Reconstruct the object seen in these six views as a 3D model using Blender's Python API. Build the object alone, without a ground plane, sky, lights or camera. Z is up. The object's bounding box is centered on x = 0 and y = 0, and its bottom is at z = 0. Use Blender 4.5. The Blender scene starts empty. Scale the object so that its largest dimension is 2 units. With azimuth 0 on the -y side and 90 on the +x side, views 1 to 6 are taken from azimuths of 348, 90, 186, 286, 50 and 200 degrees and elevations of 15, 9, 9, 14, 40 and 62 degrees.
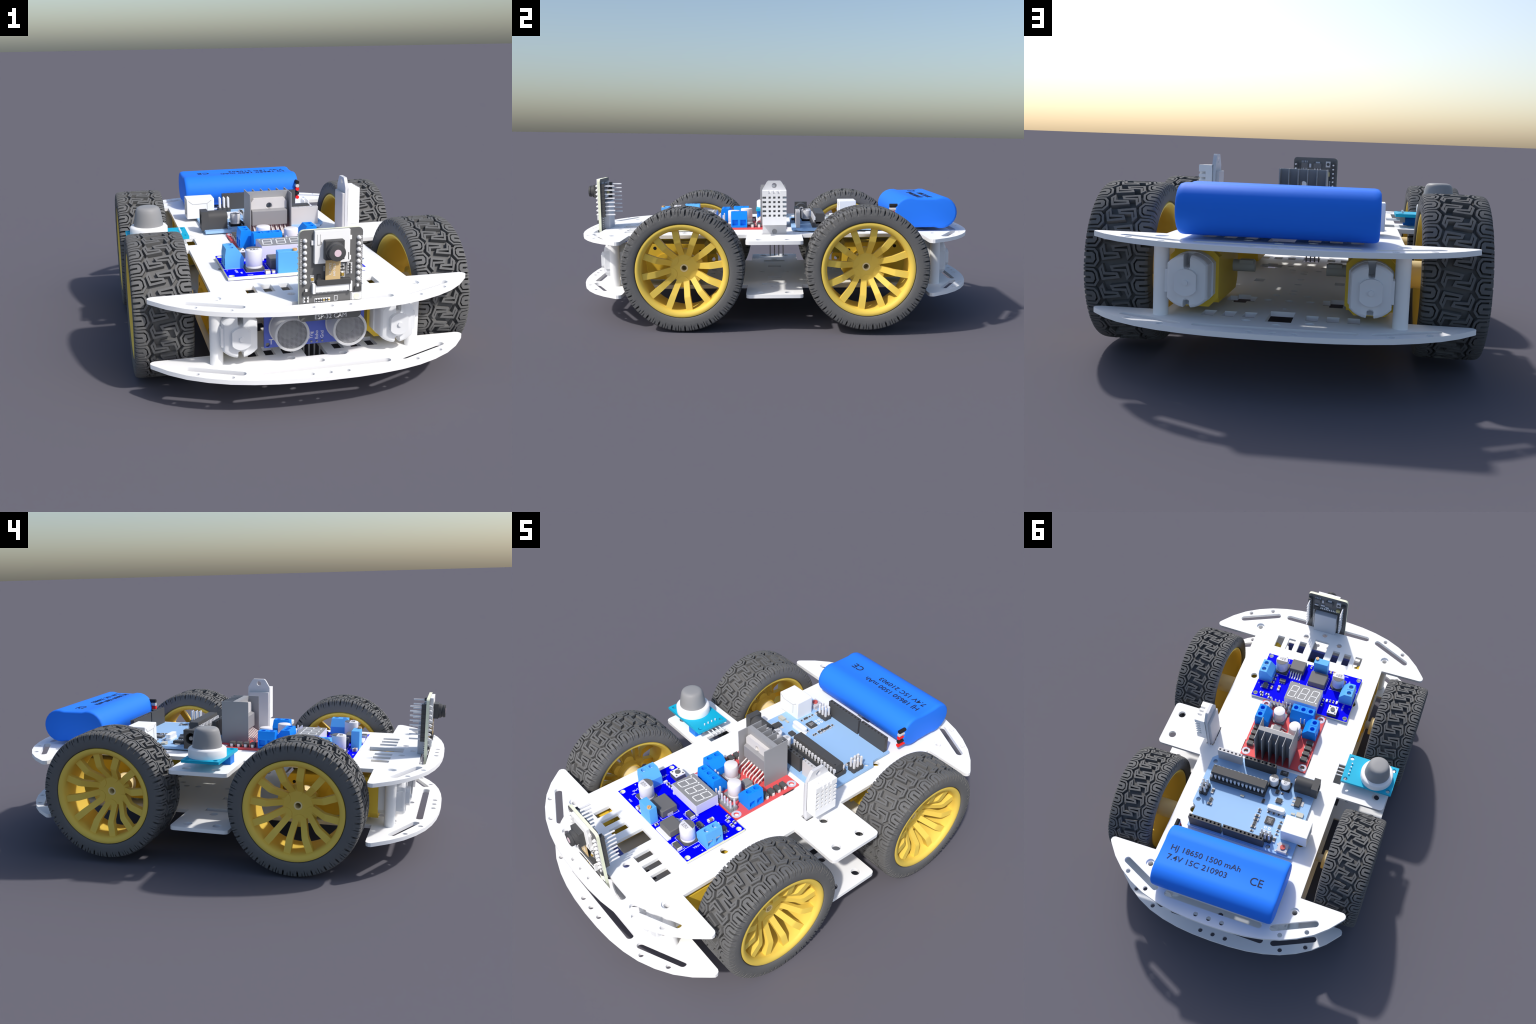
import bpy, math, random
from mathutils import Vector, Matrix
from mathutils.geometry import tessellate_polygon, delaunay_2d_cdt

random.seed(7)
COL = bpy.context.scene.collection
pi = math.pi

# ----------------------------------------------------------------------------
# materials
# ----------------------------------------------------------------------------
MATS = {}
def mat(name, rgb, rough=0.55, spec=0.4, metal=0.0, grain=0.0):
    if name in MATS:
        return MATS[name]
    m = bpy.data.materials.new(name)
    m.use_nodes = True
    nt = m.node_tree
    b = nt.nodes["Principled BSDF"]
    b.inputs["Base Color"].default_value = (rgb[0], rgb[1], rgb[2], 1)
    b.inputs["Roughness"].default_value = rough
    b.inputs["Specular IOR Level"].default_value = spec * 0.6
    b.inputs["Metallic"].default_value = metal
    if grain > 0:
        tc = nt.nodes.new("ShaderNodeTexCoord")
        nz = nt.nodes.new("ShaderNodeTexNoise")
        nz.inputs["Scale"].default_value = 160
        nz.inputs["Detail"].default_value = 3
        rp = nt.nodes.new("ShaderNodeValToRGB")
        rp.color_ramp.elements[0].position = 0.3
        rp.color_ramp.elements[1].position = 0.7
        rp.color_ramp.elements[0].color = tuple(c * (1 - grain) for c in rgb) + (1,)
        rp.color_ramp.elements[1].color = tuple(min(1, c * (1 + grain)) for c in rgb) + (1,)
        nt.links.new(tc.outputs["Object"], nz.inputs["Vector"])
        nt.links.new(nz.outputs["Fac"], rp.inputs["Fac"])
        nt.links.new(rp.outputs["Color"], b.inputs["Base Color"])
    m.diffuse_color = (rgb[0], rgb[1], rgb[2], 1)
    MATS[name] = m
    return m

WHITE = mat("white_acrylic", (0.97, 0.97, 0.97), 0.6, 0.3)
WPLAS = mat("white_plastic", (0.93, 0.93, 0.93), 0.5, 0.4)
PIN = mat("tinned_pin", (0.80, 0.80, 0.82), 0.4, 0.5)
SOLDER = mat("solder", (0.85, 0.85, 0.85), 0.4, 0.5)
RUBBER = mat("tyre_rubber", (0.145, 0.145, 0.145), 0.75, 0.2, grain=0.03)
YELLOW = mat("yellow_rim_plastic", (0.85, 0.61, 0.108), 0.5, 0.35)
GEARY = mat("yellow_gearbox_plastic", (0.85, 0.58, 0.06), 0.5, 0.35)
CREAM = mat("cream_hub_plastic", (0.90, 0.74, 0.40), 0.5, 0.4)
MOTOR = mat("white_motor_cap", (0.80, 0.81, 0.83), 0.35, 0.5)
SHAFT = mat("shaft_grey_plastic", (0.60, 0.62, 0.62), 0.5, 0.4)
BATT = mat("blue_shrink_wrap", (0.024, 0.212, 0.95), 0.6, 0.25)
INK = mat("dark_print", (0.02, 0.03, 0.06), 0.6, 0.3)
UNO = mat("light_blue_circuit_board", (0.335, 0.545, 0.84), 0.55, 0.3)
REDB = mat("red_circuit_board", (0.78, 0.105, 0.112), 0.55, 0.3)
BLUEB = mat("deep_blue_circuit_board", (0.0, 0.0, 0.92), 0.6, 0.06)
BEDGE = mat("board_edge_fibreglass", (0.88, 0.90, 0.68), 0.6, 0.3)
TEAL = mat("teal_circuit_board", (0.005, 0.42, 0.64), 0.5, 0.35)
ESPB = mat("charcoal_circuit_board", (0.145, 0.145, 0.145), 0.5, 0.4)
SONB = mat("ultrasonic_blue_board", (0.095, 0.135, 0.52), 0.5, 0.4)
TERML = mat("light_blue_terminal_plastic", (0.125, 0.465, 0.97), 0.55, 0.3)
TERMD = mat("strong_blue_terminal_plastic", (0.009, 0.275, 0.97), 0.55, 0.25)
BLK = mat("black_plastic", (0.078, 0.078, 0.080), 0.55, 0.35)
BLK2 = mat("deep_black", (0.018, 0.018, 0.02), 0.6, 0.3)
CHIP = mat("moulded_chip_grey", (0.155, 0.153, 0.155), 0.55, 0.35)
DGREY = mat("dark_grey_base", (0.105, 0.105, 0.105), 0.55, 0.35)
SINK = mat("heat_sink_grey", (0.33, 0.33, 0.34), 0.5, 0.4)
ICG = mat("driver_chip_grey", (0.30, 0.295, 0.305), 0.5, 0.4)
TABM = mat("chip_metal_tab", (0.70, 0.67, 0.65), 0.45, 0.5)
MGREY = mat("mid_grey_plastic", (0.27, 0.27, 0.275), 0.5, 0.4)
DISPF = mat("display_face_grey", (0.285, 0.285, 0.29), 0.5, 0.35)
DISPS = mat("display_shell_white", (0.80, 0.79, 0.90), 0.5, 0.35)
SEG = mat("display_segment_white", (0.88, 0.88, 0.88), 0.5, 0.3)
CAPW = mat("capacitor_white", (0.80, 0.79, 0.83), 0.45, 0.4)
CAPS = mat("capacitor_silver", (0.82, 0.82, 0.84), 0.35, 0.5)
PINKW = mat("capacitor_warm_white", (0.84, 0.81, 0.82), 0.5, 0.35)
LGREY = mat("light_grey_plastic", (0.60, 0.59, 0.60), 0.5, 0.35)
DOME = mat("sensor_dome_grey", (0.30, 0.30, 0.305), 0.5, 0.4)
BRONZE = mat("ceramic_brown", (0.40, 0.27, 0.20), 0.5, 0.3)
BRASS = mat("brass_screw", (0.75, 0.45, 0.20), 0.45, 0.5)
RED = mat("red_wire", (0.90, 0.02, 0.02), 0.5, 0.35)
BTNRED = mat("red_button", (0.65, 0.12, 0.10), 0.5, 0.35)
FLEX = mat("flex_cable_tan", (0.68, 0.49, 0.24), 0.5, 0.35)
LENSP = mat("lens_pink_glass", (0.80, 0.62, 0.68), 0.25, 0.5)
GOLD = mat("gold_part", (0.45, 0.30, 0.06), 0.45, 0.5)
SILK = mat("white_silkscreen", (0.82, 0.82, 0.84), 0.6, 0.3)
LEDY = mat("pale_yellow_led", (0.90, 0.90, 0.60), 0.45, 0.4)
POTB = mat("blue_trimmer", (0.005, 0.20, 0.72), 0.5, 0.4)
SHIELD = mat("shield_can_metal", (0.55, 0.57, 0.62), 0.45, 0.5)
EYE = mat("ultrasonic_eye_shell", (0.58, 0.58, 0.60), 0.45, 0.45)
EYEW = mat("grille_wire", (0.40, 0.40, 0.42), 0.45, 0.4)
EYEIN = mat("ultrasonic_membrane", (0.26, 0.26, 0.27), 0.5, 0.4)

# ----------------------------------------------------------------------------
# mesh builder
# ----------------------------------------------------------------------------
def circle(cx, cy, r, n=20, a0=0.0):
    return [(cx + r * math.cos(a0 + 2 * pi * i / n), cy + r * math.sin(a0 + 2 * pi * i / n)) for i in range(n)]

def rect(x0, x1, y0, y1):
    return [(x0, y0), (x1, y0), (x1, y1), (x0, y1)]

def rrect(x0, x1, y0, y1, r, n=4):
    pts = []
    for cx, cy, a in ((x1 - r, y0 + r, -pi / 2), (x1 - r, y1 - r, 0), (x0 + r, y1 - r, pi / 2), (x0 + r, y0 + r, pi)):
        for i in range(n + 1):
            t = a + pi / 2 * i / n
            pts.append((cx + r * math.cos(t), cy + r * math.sin(t)))
    return pts

def slot(xa, ya, xb, yb, r, n=8):
    a = math.atan2(yb - ya, xb - xa)
    pts = []
    for i in range(n + 1):
        t = a - pi / 2 + pi * i / n
        pts.append((xb + r * math.cos(t), yb + r * math.sin(t)))
    for i in range(n + 1):
        t = a + pi / 2 + pi * i / n
        pts.append((xa + r * math.cos(t), ya + r * math.sin(t)))
    return pts

def area(p):
    return sum(p[i - 1][0] * p[i][1] - p[i][0] * p[i - 1][1] for i in range(len(p))) / 2

# axis maps: (a, b, h) -> xyz ; right handed so that +h is the extrusion direction
AX = {'z': lambda a, b, h: (a, b, h),
      'x': lambda a, b, h: (h, a, b),
      'y': lambda a, b, h: (b, h, a)}

def inside(p, poly):
    c = False
    j = len(poly) - 1
    for i in range(len(poly)):
        a, b = poly[i], poly[j]
        if (a[1] > p[1]) != (b[1] > p[1]) and p[0] < (b[0] - a[0]) * (p[1] - a[1]) / (b[1] - a[1]) + a[0]:
            c = not c
        j = i
    return c

def fill(loops):
    """triangles (indices into the joined loops) of a polygon with holes"""
    if len(loops) == 1:
        return tessellate_polygon([[Vector((p[0], p[1], 0)) for p in loops[0]]])
    flat = [Vector(p) for l in loops for p in l]
    edges = []; off = 0
    for l in loops:
        k = len(l)
        edges += [(off + i, off + (i + 1) % k) for i in range(k)]
        off += k
    vo, eo, fo, ov, oe, of = delaunay_2d_cdt(flat, edges, [], 0, 1e-7)
    back = [o[0] if o else -1 for o in ov]
    out = []
    for f in fo:
        if any(back[i] < 0 for i in f): continue
        c = sum((vo[i] for i in f), Vector((0, 0))) / 3
        if inside(c, loops[0]) and not any(inside(c, h) for h in loops[1:]):
            out.append(tuple(back[i] for i in f))
    return out

class MB:
    def __init__(self):
        self.v = []; self.f = []; self.m = []
    def face(self, idx, mi=0):
        self.f.append(tuple(idx)); self.m.append(mi)
    def prism(self, outline, h0, h1, axis='z', holes=(), mi=0, mside=None, taper=None):
        """extruded outline with holes; taper = scaled top outline"""
        if mside is None: mside = mi
        fn = AX[axis]
        loops = [list(outline)] + [list(h) for h in holes]
        if area(loops[0]) < 0: loops[0].reverse()
        for l in loops[1:]:
            if area(l) > 0: l.reverse()
        flat = [p for l in loops for p in l]
        base = len(self.v); n = len(flat)
        tops = flat if taper is None else list(taper)
        if taper is not None and area(tops) < 0: tops.reverse()
        for p in flat: self.v.append(fn(p[0], p[1], h0))
        for p in tops: self.v.append(fn(p[0], p[1], h1))
        if len(loops) == 1 and n <= 4:
            self.face([base + n + i for i in range(n)], mi)
            self.face([base + i for i in reversed(range(n))], mi)
        else:
            tris = fill(loops)
            for t in tris:
                a, b, c = t
                A, B, C = flat[a], flat[b], flat[c]
                if (B[0] - A[0]) * (C[1] - A[1]) - (C[0] - A[0]) * (B[1] - A[1]) < 0:
                    a, c = c, a
                self.face((base + n + a, base + n + b, base + n + c), mi)
                self.face((base + c, base + b, base + a), mi)
        off = 0
        for l in loops:
            k = len(l)
            for i in range(k):
                j = (i + 1) % k
                self.face((base + off + i, base + off + j, base + n + off + j, base + n + off + i), mside)
            off += k
        return self
    def box(self, x0, x1, y0, y1, z0, z1, mi=0):
        return self.prism(rect(x0, x1, y0, y1), z0, z1, 'z', mi=mi)
    def cyl(self, c, r, h0, h1, axis='z', n=24, mi=0, r2=None, hole=None):
        # c = the two coordinates across the axis, in the order of AX
        out = circle(c[0], c[1], r, n)
        tp = circle(c[0], c[1], r2, n) if r2 else None
        hs = [circle(c[0], c[1], hole, n)] if hole else ()
        return self.prism(out, h0, h1, axis, hs, mi, taper=tp)
    def revolve(self, prof, c, axis='z', n=48, mi=0, closed=False, cap=False):
        """prof = list of (h, r) around the axis through c"""
        fn = AX[axis]
        base = len(self.v); k = len(prof)
        for h, r in prof:
            for i in range(n):
                t = 2 * pi * i / n
                self.v.append(fn(c[0] + r * math.cos(t), c[1] + r * math.sin(t), h))
        rng = range(k if closed else k - 1)
        for q in rng:
            q2 = (q + 1) % k
            for i in range(n):
                j = (i + 1) % n
                self.face((base + q * n + i, base + q * n + j, base + q2 * n + j, base + q2 * n + i), mi)
        if cap:
            self.face([base + (k - 1) * n + i for i in range(n)], mi)
            self.face([base + i for i in reversed(range(n))], mi)
        return self
    def tube(self, path, r, n=8, mi=0):
        """round rod along a polyline"""
        P = [Vector(p) for p in path]
        base = len(self.v)
        prev = None
        for i, p in enumerate(P):
            d = (P[min(i + 1, len(P) - 1)] - P[max(i - 1, 0)]).normalized()
            if prev is None:
                ref = Vector((0, 0, 1)) if abs(d.z) < 0.9 else Vector((1, 0, 0))
                s = d.cross(ref).normalized()
            else:
                s = (prev - d * prev.dot(d)).normalized()
            prev = s
            t = d.cross(s)
            for j in range(n):
                a = 2 * pi * j / n
                self.v.append(tuple(p + r * (math.cos(a) * s + math.sin(a) * t)))
        for i in range(len(P) - 1):
            for j in range(n):
                k = (j + 1) % n
                self.face((base + i * n + j, base + i * n + k, base + (i + 1) * n + k, base + (i + 1) * n + j), mi)
        self.face([base + j for j in reversed(range(n))], mi)
        self.face([base + (len(P) - 1) * n + j for j in range(n)], mi)
        return self
    def mesh(self, name, mats, smooth=32):
        me = bpy.data.meshes.new(name)
        me.from_pydata(self.v, [], self.f)
        for m in (mats if isinstance(mats, (list, tuple)) else [mats]):
            me.materials.append(m)
        me.polygons.foreach_set("material_index", self.m)
        import bmesh
        bm = bmesh.new(); bm.from_mesh(me)
        bmesh.ops.recalc_face_normals(bm, faces=bm.faces)
        bm.to_mesh(me); bm.free()
        me.polygons.foreach_set("use_smooth", [True] * len(me.polygons))
        me.set_sharp_from_angle(angle=math.radians(smooth))
        me.update()
        return me

def put(name, me, parent, loc=(0, 0, 0), rot=(0, 0, 0), bevel=0.0, kind=None):
    o = bpy.data.objects.new(name, me)
    COL.objects.link(o)
    o.parent = parent
    o.location = loc
    o.rotation_euler = rot
    if bevel > 0:
        b = o.modifiers.new("edge", 'BEVEL')
        b.width = bevel; b.segments = 2
        b.limit_method = 'ANGLE'; b.angle_limit = math.radians(40)
        b.harden_normals = False
    if kind: o["kind"] = kind
    return o

def bx(name, dims, m, parent, bevel=0.0, kind=None):
    """one box part; dims x0,x1,y0,y1,z0,z1, origin at its centre"""
    x0, x1, y0, y1, z0, z1 = dims
    c = ((x0 + x1) / 2, (y0 + y1) / 2, (z0 + z1) / 2)
    me = MB().box(x0 - c[0], x1 - c[0], y0 - c[1], y1 - c[1], z0 - c[2], z1 - c[2]).mesh(name, m)
    return put(name, me, parent, c, bevel=bevel, kind=kind)

def boolean_mesh(me, cutter_mb, mats, name, op='DIFFERENCE', cut_mat=0):
    """bake a boolean into a plain mesh"""
    a = bpy.data.objects.new(name + "_a", me); COL.objects.link(a)
    cm = cutter_mb.mesh(name + "_cut", mats)
    b = bpy.data.objects.new(name + "_b", cm); COL.objects.link(b)
    md = a.modifiers.new("b", 'BOOLEAN')
    md.operation = op; md.object = b; md.solver = 'EXACT'; md.use_self = True
    try: md.material_mode = 'INDEX'
    except Exception: pass
    bpy.context.view_layer.update()
    dg = bpy.context.evaluated_depsgraph_get()
    out = bpy.data.meshes.new_from_object(a.evaluated_get(dg))
    out.name = name
    bpy.data.objects.remove(a); bpy.data.objects.remove(b)
    out.polygons.foreach_set("use_smooth", [True] * len(out.polygons))
    out.set_sharp_from_angle(angle=math.radians(32))
    return out

TEXTS = {}
def text(name, body, size, m, parent, loc, rot, align='CENTER', depth=0.0006, sx=1.0, bold=0.0):
    key = (body, size, m.name, align, sx)
    if key not in TEXTS:
        cu = bpy.data.curves.new(name, 'FONT')
        cu.body = body; cu.size = size; cu.extrude = depth
        cu.align_x = align; cu.align_y = 'CENTER'; cu.offset = bold
        cu.resolution_u = 3
        o = bpy.data.objects.new(name, cu); COL.objects.link(o)
        bpy.context.view_layer.update()
        dg = bpy.context.evaluated_depsgraph_get()
        me = bpy.data.meshes.new_from_object(o.evaluated_get(dg))
        bpy.data.objects.remove(o)
        me.materials.clear(); me.materials.append(m)
        if sx != 1.0:
            me.transform(Matrix.Diagonal((sx, 1, 1, 1)))
        TEXTS[key] = me
    return put(name, TEXTS[key], parent, loc, rot)

# ----------------------------------------------------------------------------
# the car: everything is built level and then tipped with the root
# (front wheels rest slightly lower than the rear ones)
# ----------------------------------------------------------------------------
car = bpy.data.objects.new("robot_car", None)
COL.objects.link(car)
car.location = (0, 0, 0.0004)
car.rotation_euler = (math.radians(1.333), 0, 0)
car["label"] = "white four wheeled robot car carrying circuit boards and blue battery"
car["category"] = "robot car"

# ------------------------------------------------------------- chassis plates
Y0 = 0.007
TH = 0.0168
ZT, ZB = 0.4306, 0.178          # top faces of the two plates

def plate_outline():
    arc = [(0.0, 0.9960), (0.100, 0.9935), (0.190, 0.9855), (0.275, 0.9705), (0.356, 0.9475), (0.431, 0.9140), (0.501, 0.8710), (0.561, 0.8180), (0.611, 0.7580)]
    q = []                                  # quadrant +x,+y from the centre of the end to the waist
    q += arc
    q += [(0.6195, 0.746), (0.6190, 0.735), (0.6130, 0.7265), (0.603, 0.722)]
    q += [(0.384, 0.719), (0.384, 0.135)]
    q += [(0.611, 0.135), (0.622, 0.132), (0.628, 0.125), (0.631, 0.116)]
    pts = list(q)
    pts += [(x, -y) for x, y in reversed(q)]
    pts += [(-x, -y) for x, y in q[1:]]
    pts += [(-x, y) for x, y in reversed(q[1:])]
    return [(x, y + Y0) for x, y in pts]

def plate_holes(screw_r):
    H = []
    for sy in (1, -1):
        for sx in (1, -1):
            H.append(circle(sx * 0.4665, sy * 0.870, 0.0118, 14))
            H.append(circle(sx * 0.349, sy * 0.926, 0.0118, 14))
            H.append(slot(sx * 0.307, sy * 0.903, sx * 0.492, sy * 0.817, 0.0165))
            H.append(circle(sx * 0.380, sy * 0.795, screw_r, 20))
            H.append(circle(sx * 0.101, sy * 0.811, 0.0155, 16))
            for x0 in (0.081, 0.149, 0.216):
                H.append(rect(*sorted((sx * x0, sx * (x0 + 0.0405))), *sorted((sy * 0.685, sy * 0.767))))
            H.append(circle(sx * 0.292, sy * 0.448, 0.018, 16))
            H.append(circle(sx * 0.077, sy * 0.443, 0.016, 14))
            H.append(circle(sx * 0.060, sy * 0.335, 0.016, 14))
            # cross shaped cut-out
            a, b, c, d = 0.120, 0.147, 0.195, 0.221
            e, f, g, h = 0.366, 0.397, 0.490, 0.522
            cross = [(b, e), (c, e), (c, f), (d, f), (d, g), (c, g), (c, h), (b, h), (b, g), (a, g), (a, f), (b, f)]
            H.append([(sx * x, sy * y) for x, y in cross])
            H.append(circle(sx * 0.575, sy * 0.0675, 0.020, 20))
        for x in (-0.067, 0, 0.067):
            H.append(circle(x, sy * 0.9635, 0.0118, 14))
        H.append(slot(-0.237, sy * 0.912, 0.237, sy * 0.912, 0.0165))
        H.append(circle(0, sy * 0.856, 0.0155, 16))
        H.append(rect(-0.0415, 0.0415, *sorted((sy * 0.645, sy * 0.810))))
        H.append(circle(0, sy * 0.596, 0.008, 10))
        for y in (0.443, 0.292, 0.228, 0.066):
            H.append(circle(0, sy * y, 0.016, 14))
    for sx in (1, -1):
        H.append(rect(*sorted((sx * 0.338, sx * 0.379)), -0.0625, 0.060))
        H.append(rect(*sorted((sx * 0.147, sx * 0.188)), -0.036, 0.036))
        H.append(circle(sx * 0.420, 0, 0.020, 20))
    return [[(x, y + Y0) for x, y in h] for h in H]

pm = MB().prism(plate_outline(), -TH, 0, 'z', plate_holes(0.0225)).mesh("chassis_plate", WHITE, 25)
top_plate = put("chassis_plate", pm, car, (0, 0, ZT))
bot_plate = put("chassis_plate", pm, car, (0, 0, ZB))

# ------------------------------------------------------------- standoff posts
som = MB().prism(circle(0, 0, 0.0245, 32), ZB - 0.008, ZT - 0.009, 'z', [circle(0, 0, 0.0135, 32)]).mesh("standoff", WPLAS)
for sx in (1, -1):
    for sy in (1, -1):
        put("standoff", som, car, (sx * 0.380, sy * 0.795 + Y0, 0))

# ------------------------------------------------------------- wheels
WX, WYF, WYR, WZ = 0.5576, -0.422, 0.440, 0.2976
R0 = 0.2875
NREP = 27
PITCH = 2 * pi / NREP            # radians
PXS = 0.00032                    # metres per drawing unit of the tread pattern

def lerp_tab(tab, x):
    for (a, va), (b, vb) in zip(tab, tab[1:]):
        if x <= b:
            return va + (vb - va) * (x - a) / (b - a)
    return tab[-1][1]

TOP = [(0, 0.2895), (0.052, 0.2893), (0.083, 0.2886), (0.097, 0.2872), (0.106, 0.2845), (0.1115, 0.2800), (0.1145, 0.2725), (0.1156, 0.2610), (0.12, 0.25)]
TOP = [(u * 0.982, r - 0.0010) for u, r in TOP]
FLOOR = [(0, 0.2700), (0.083, 0.2690), (0.097, 0.2680), (0.106, 0.2655), (0.1115, 0.2610), (0.1145, 0.2560), (0.12, 0.24)]
FLOOR = [(u * 0.982, r - 0.0005) for u, r in FLOOR]

def subdiv(pts, closed, step=0.016):
    out = []
    n = len(pts)
    for i in range(n if closed else n - 1):
        a, b = pts[i], pts[(i + 1) % n]
        L = math.hypot(b[0] - a[0], b[1] - a[1])
        k = max(1, int(math.ceil(L / step)))
        for j in range(k):
            t = j / k
            out.append((a[0] + (b[0] - a[0]) * t, a[1] + (b[1] - a[1]) * t))
    if not closed: out.append(pts[-1])
    return out

def offset(pts, d, closed):
    """mitred parallel of a polyline (left of travel for d > 0)"""
    n = len(pts); out = []
    for i in range(n):
        p = Vector(pts[i])
        a = Vector(pts[i - 1]) if (closed or i > 0) else None
        b = Vector(pts[(i + 1) % n]) if (closed or i < n - 1) else None
        ns = []
        if a is not None:
            e = (p - a).normalized(); ns.append(Vector((-e.y, e.x)))
        if b is not None:
            e = (b - p).normalized(); ns.append(Vector((-e.y, e.x)))
        if len(ns) == 2:
            m = ns[0] + ns[1]
            if m.length < 1e-6: m = ns[0].copy()
            m.normalize()
            k = min(1.8, 1 / max(0.3, m.dot(ns[0])))
            out.append(tuple(p + m * d * k))
        else:
            out.append(tuple(p + ns[0] * d))
    return out

def add_lug(mb, A, B, closed, drop=0.0):
    """raised rib between the two parallel polylines A and B, wrapped on the tyre; for every repeat"""
    n = len(A)
    for rep in range(NREP):
        ph = rep * PITCH
        base = len(mb.v)
        for (pl, ins) in ((A, 1), (B, -1)):
            for (u, v) in pl:
                for tab in (TOP, FLOOR):
                    r = lerp_tab(tab, abs(u))
                    r -= 0.003 if tab is FLOOR else drop
                    a = v / R0 + ph
                    mb.v.append((u, -r * math.cos(a), r * math.sin(a)))
        # index: side s(0,1), point i, level l(0 top,1 floor)
        I = lambda s, i, l: base + (s * n + (i % n)) * 2 + l
        for i in range(n if closed else n - 1):
            j = i + 1
            mb.face((I(0, i, 0), I(0, j, 0), I(1, j, 0), I(1, i, 0)))
            mb.face((I(0, i, 1), I(0, j, 1), I(0, j, 0), I(0, i, 0)))
            mb.face((I(1, i, 0), I(1, j, 0), I(1, j, 1), I(1, i, 1)))
        if not closed:
            mb.face((I(0, 0, 0), I(1, 0, 0), I(1, 0, 1), I(0, 0, 1)))
            mb.face((I(0, n - 1, 1), I(1, n - 1, 1), I(1, n - 1, 0), I(0, n - 1, 0)))

def tyre_mesh(chir):
    mb = MB()
    # carcass, revolved (h = u along the axle)
    half = [(0.000, 0.2700), (0.052, 0.2697), (0.083, 0.2690), (0.097, 0.2680), (0.106, 0.2655), (0.1115, 0.2610),
            (0.1148, 0.2560), (0.1153, 0.2500), (0.1150, 0.2400), (0.1143, 0.2270), (0.1115, 0.2220), (0.1050, 0.2195), (0.090, 0.2185)]
    half = [(u * 0.982, r - (0.0005 if r > 0.25 else 0)) for u, r in half]
    prof = [(-u, r) for u, r in reversed(half)] + half[1:]
    mb.revolve(prof, (0, 0), 'x', n=108, closed=True)
    def P(pts):
        return [(x * PXS * 0.914, -y * PXS) for x, y in pts]
    W = 0.0086
    # hooked bars in the middle, point symmetric pairs
    hook = [(-190, -27), (-142, -85), (-112, 8), (32, 4), (62, 63), (-150, 95)]
    for s in (1, -1):
        poly = P([(s * x, s * y) for x, y in hook])
        if area(poly) < 0: poly.reverse()
        inner = offset(poly, W, True)
        # equal subdivision of both loops
        A, B = [], []
        n = len(poly)
        for i in range(n):
            a, b, c, d = poly[i], poly[(i + 1) % n], inner[i], inner[(i + 1) % n]
            k = max(1, int(math.ceil(math.dist(a, b) / 0.016)))
            for j in range(k):
                t = j / k
                A.append((a[0] + (b[0] - a[0]) * t, a[1] + (b[1] - a[1]) * t))
                B.append((c[0] + (d[0] - c[0]) * t, c[1] + (d[1] - c[1]) * t))
        add_lug(mb, [(chir * u, v) for u, v in A], [(chir * u, v) for u, v in B], True)
    # shoulder blocks: two nested hooks, joined at the edge
    tip = 110
    outer = [(388, -60), (345, -60), (238, -57), (198, 0), (216, 78), (250, 112), (345, 114), (388, 114)]
    inn = [(386, -8), (345, -8), (268, -5), (256, 14), (262, 50), (276, 61), (345, 60), (386, 60)]
    for s in (1, -1):
        for line, W in ((outer, 0.0076), (inn, 0.0135)):
            c = subdiv(P([(s * x, s * (y + tip)) for x, y in line]), False, 0.005)
            add_lug(mb, [(chir * u, v) for u, v in offset(c, W / 2, False)], [(chir * u, v) for u, v in offset(c, -W / 2, False)], False)
        for ya, yb in ((-60, -8), (60, 114)):
            c = P([(s * 366, s * (ya + tip)), (s * 366, s * (yb + tip))])
            A = offset(c, 0.0062, False); B = offset(c, -0.0062, False)
            add_lug(mb, [(chir * u, v) for u, v in A], [(chir * u, v) for u, v in B], False, 0.0007)
    return mb.mesh("tyre", RUBBER, 30)

TY = {1: tyre_mesh(1), -1: tyre_mesh(-1)}

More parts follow.
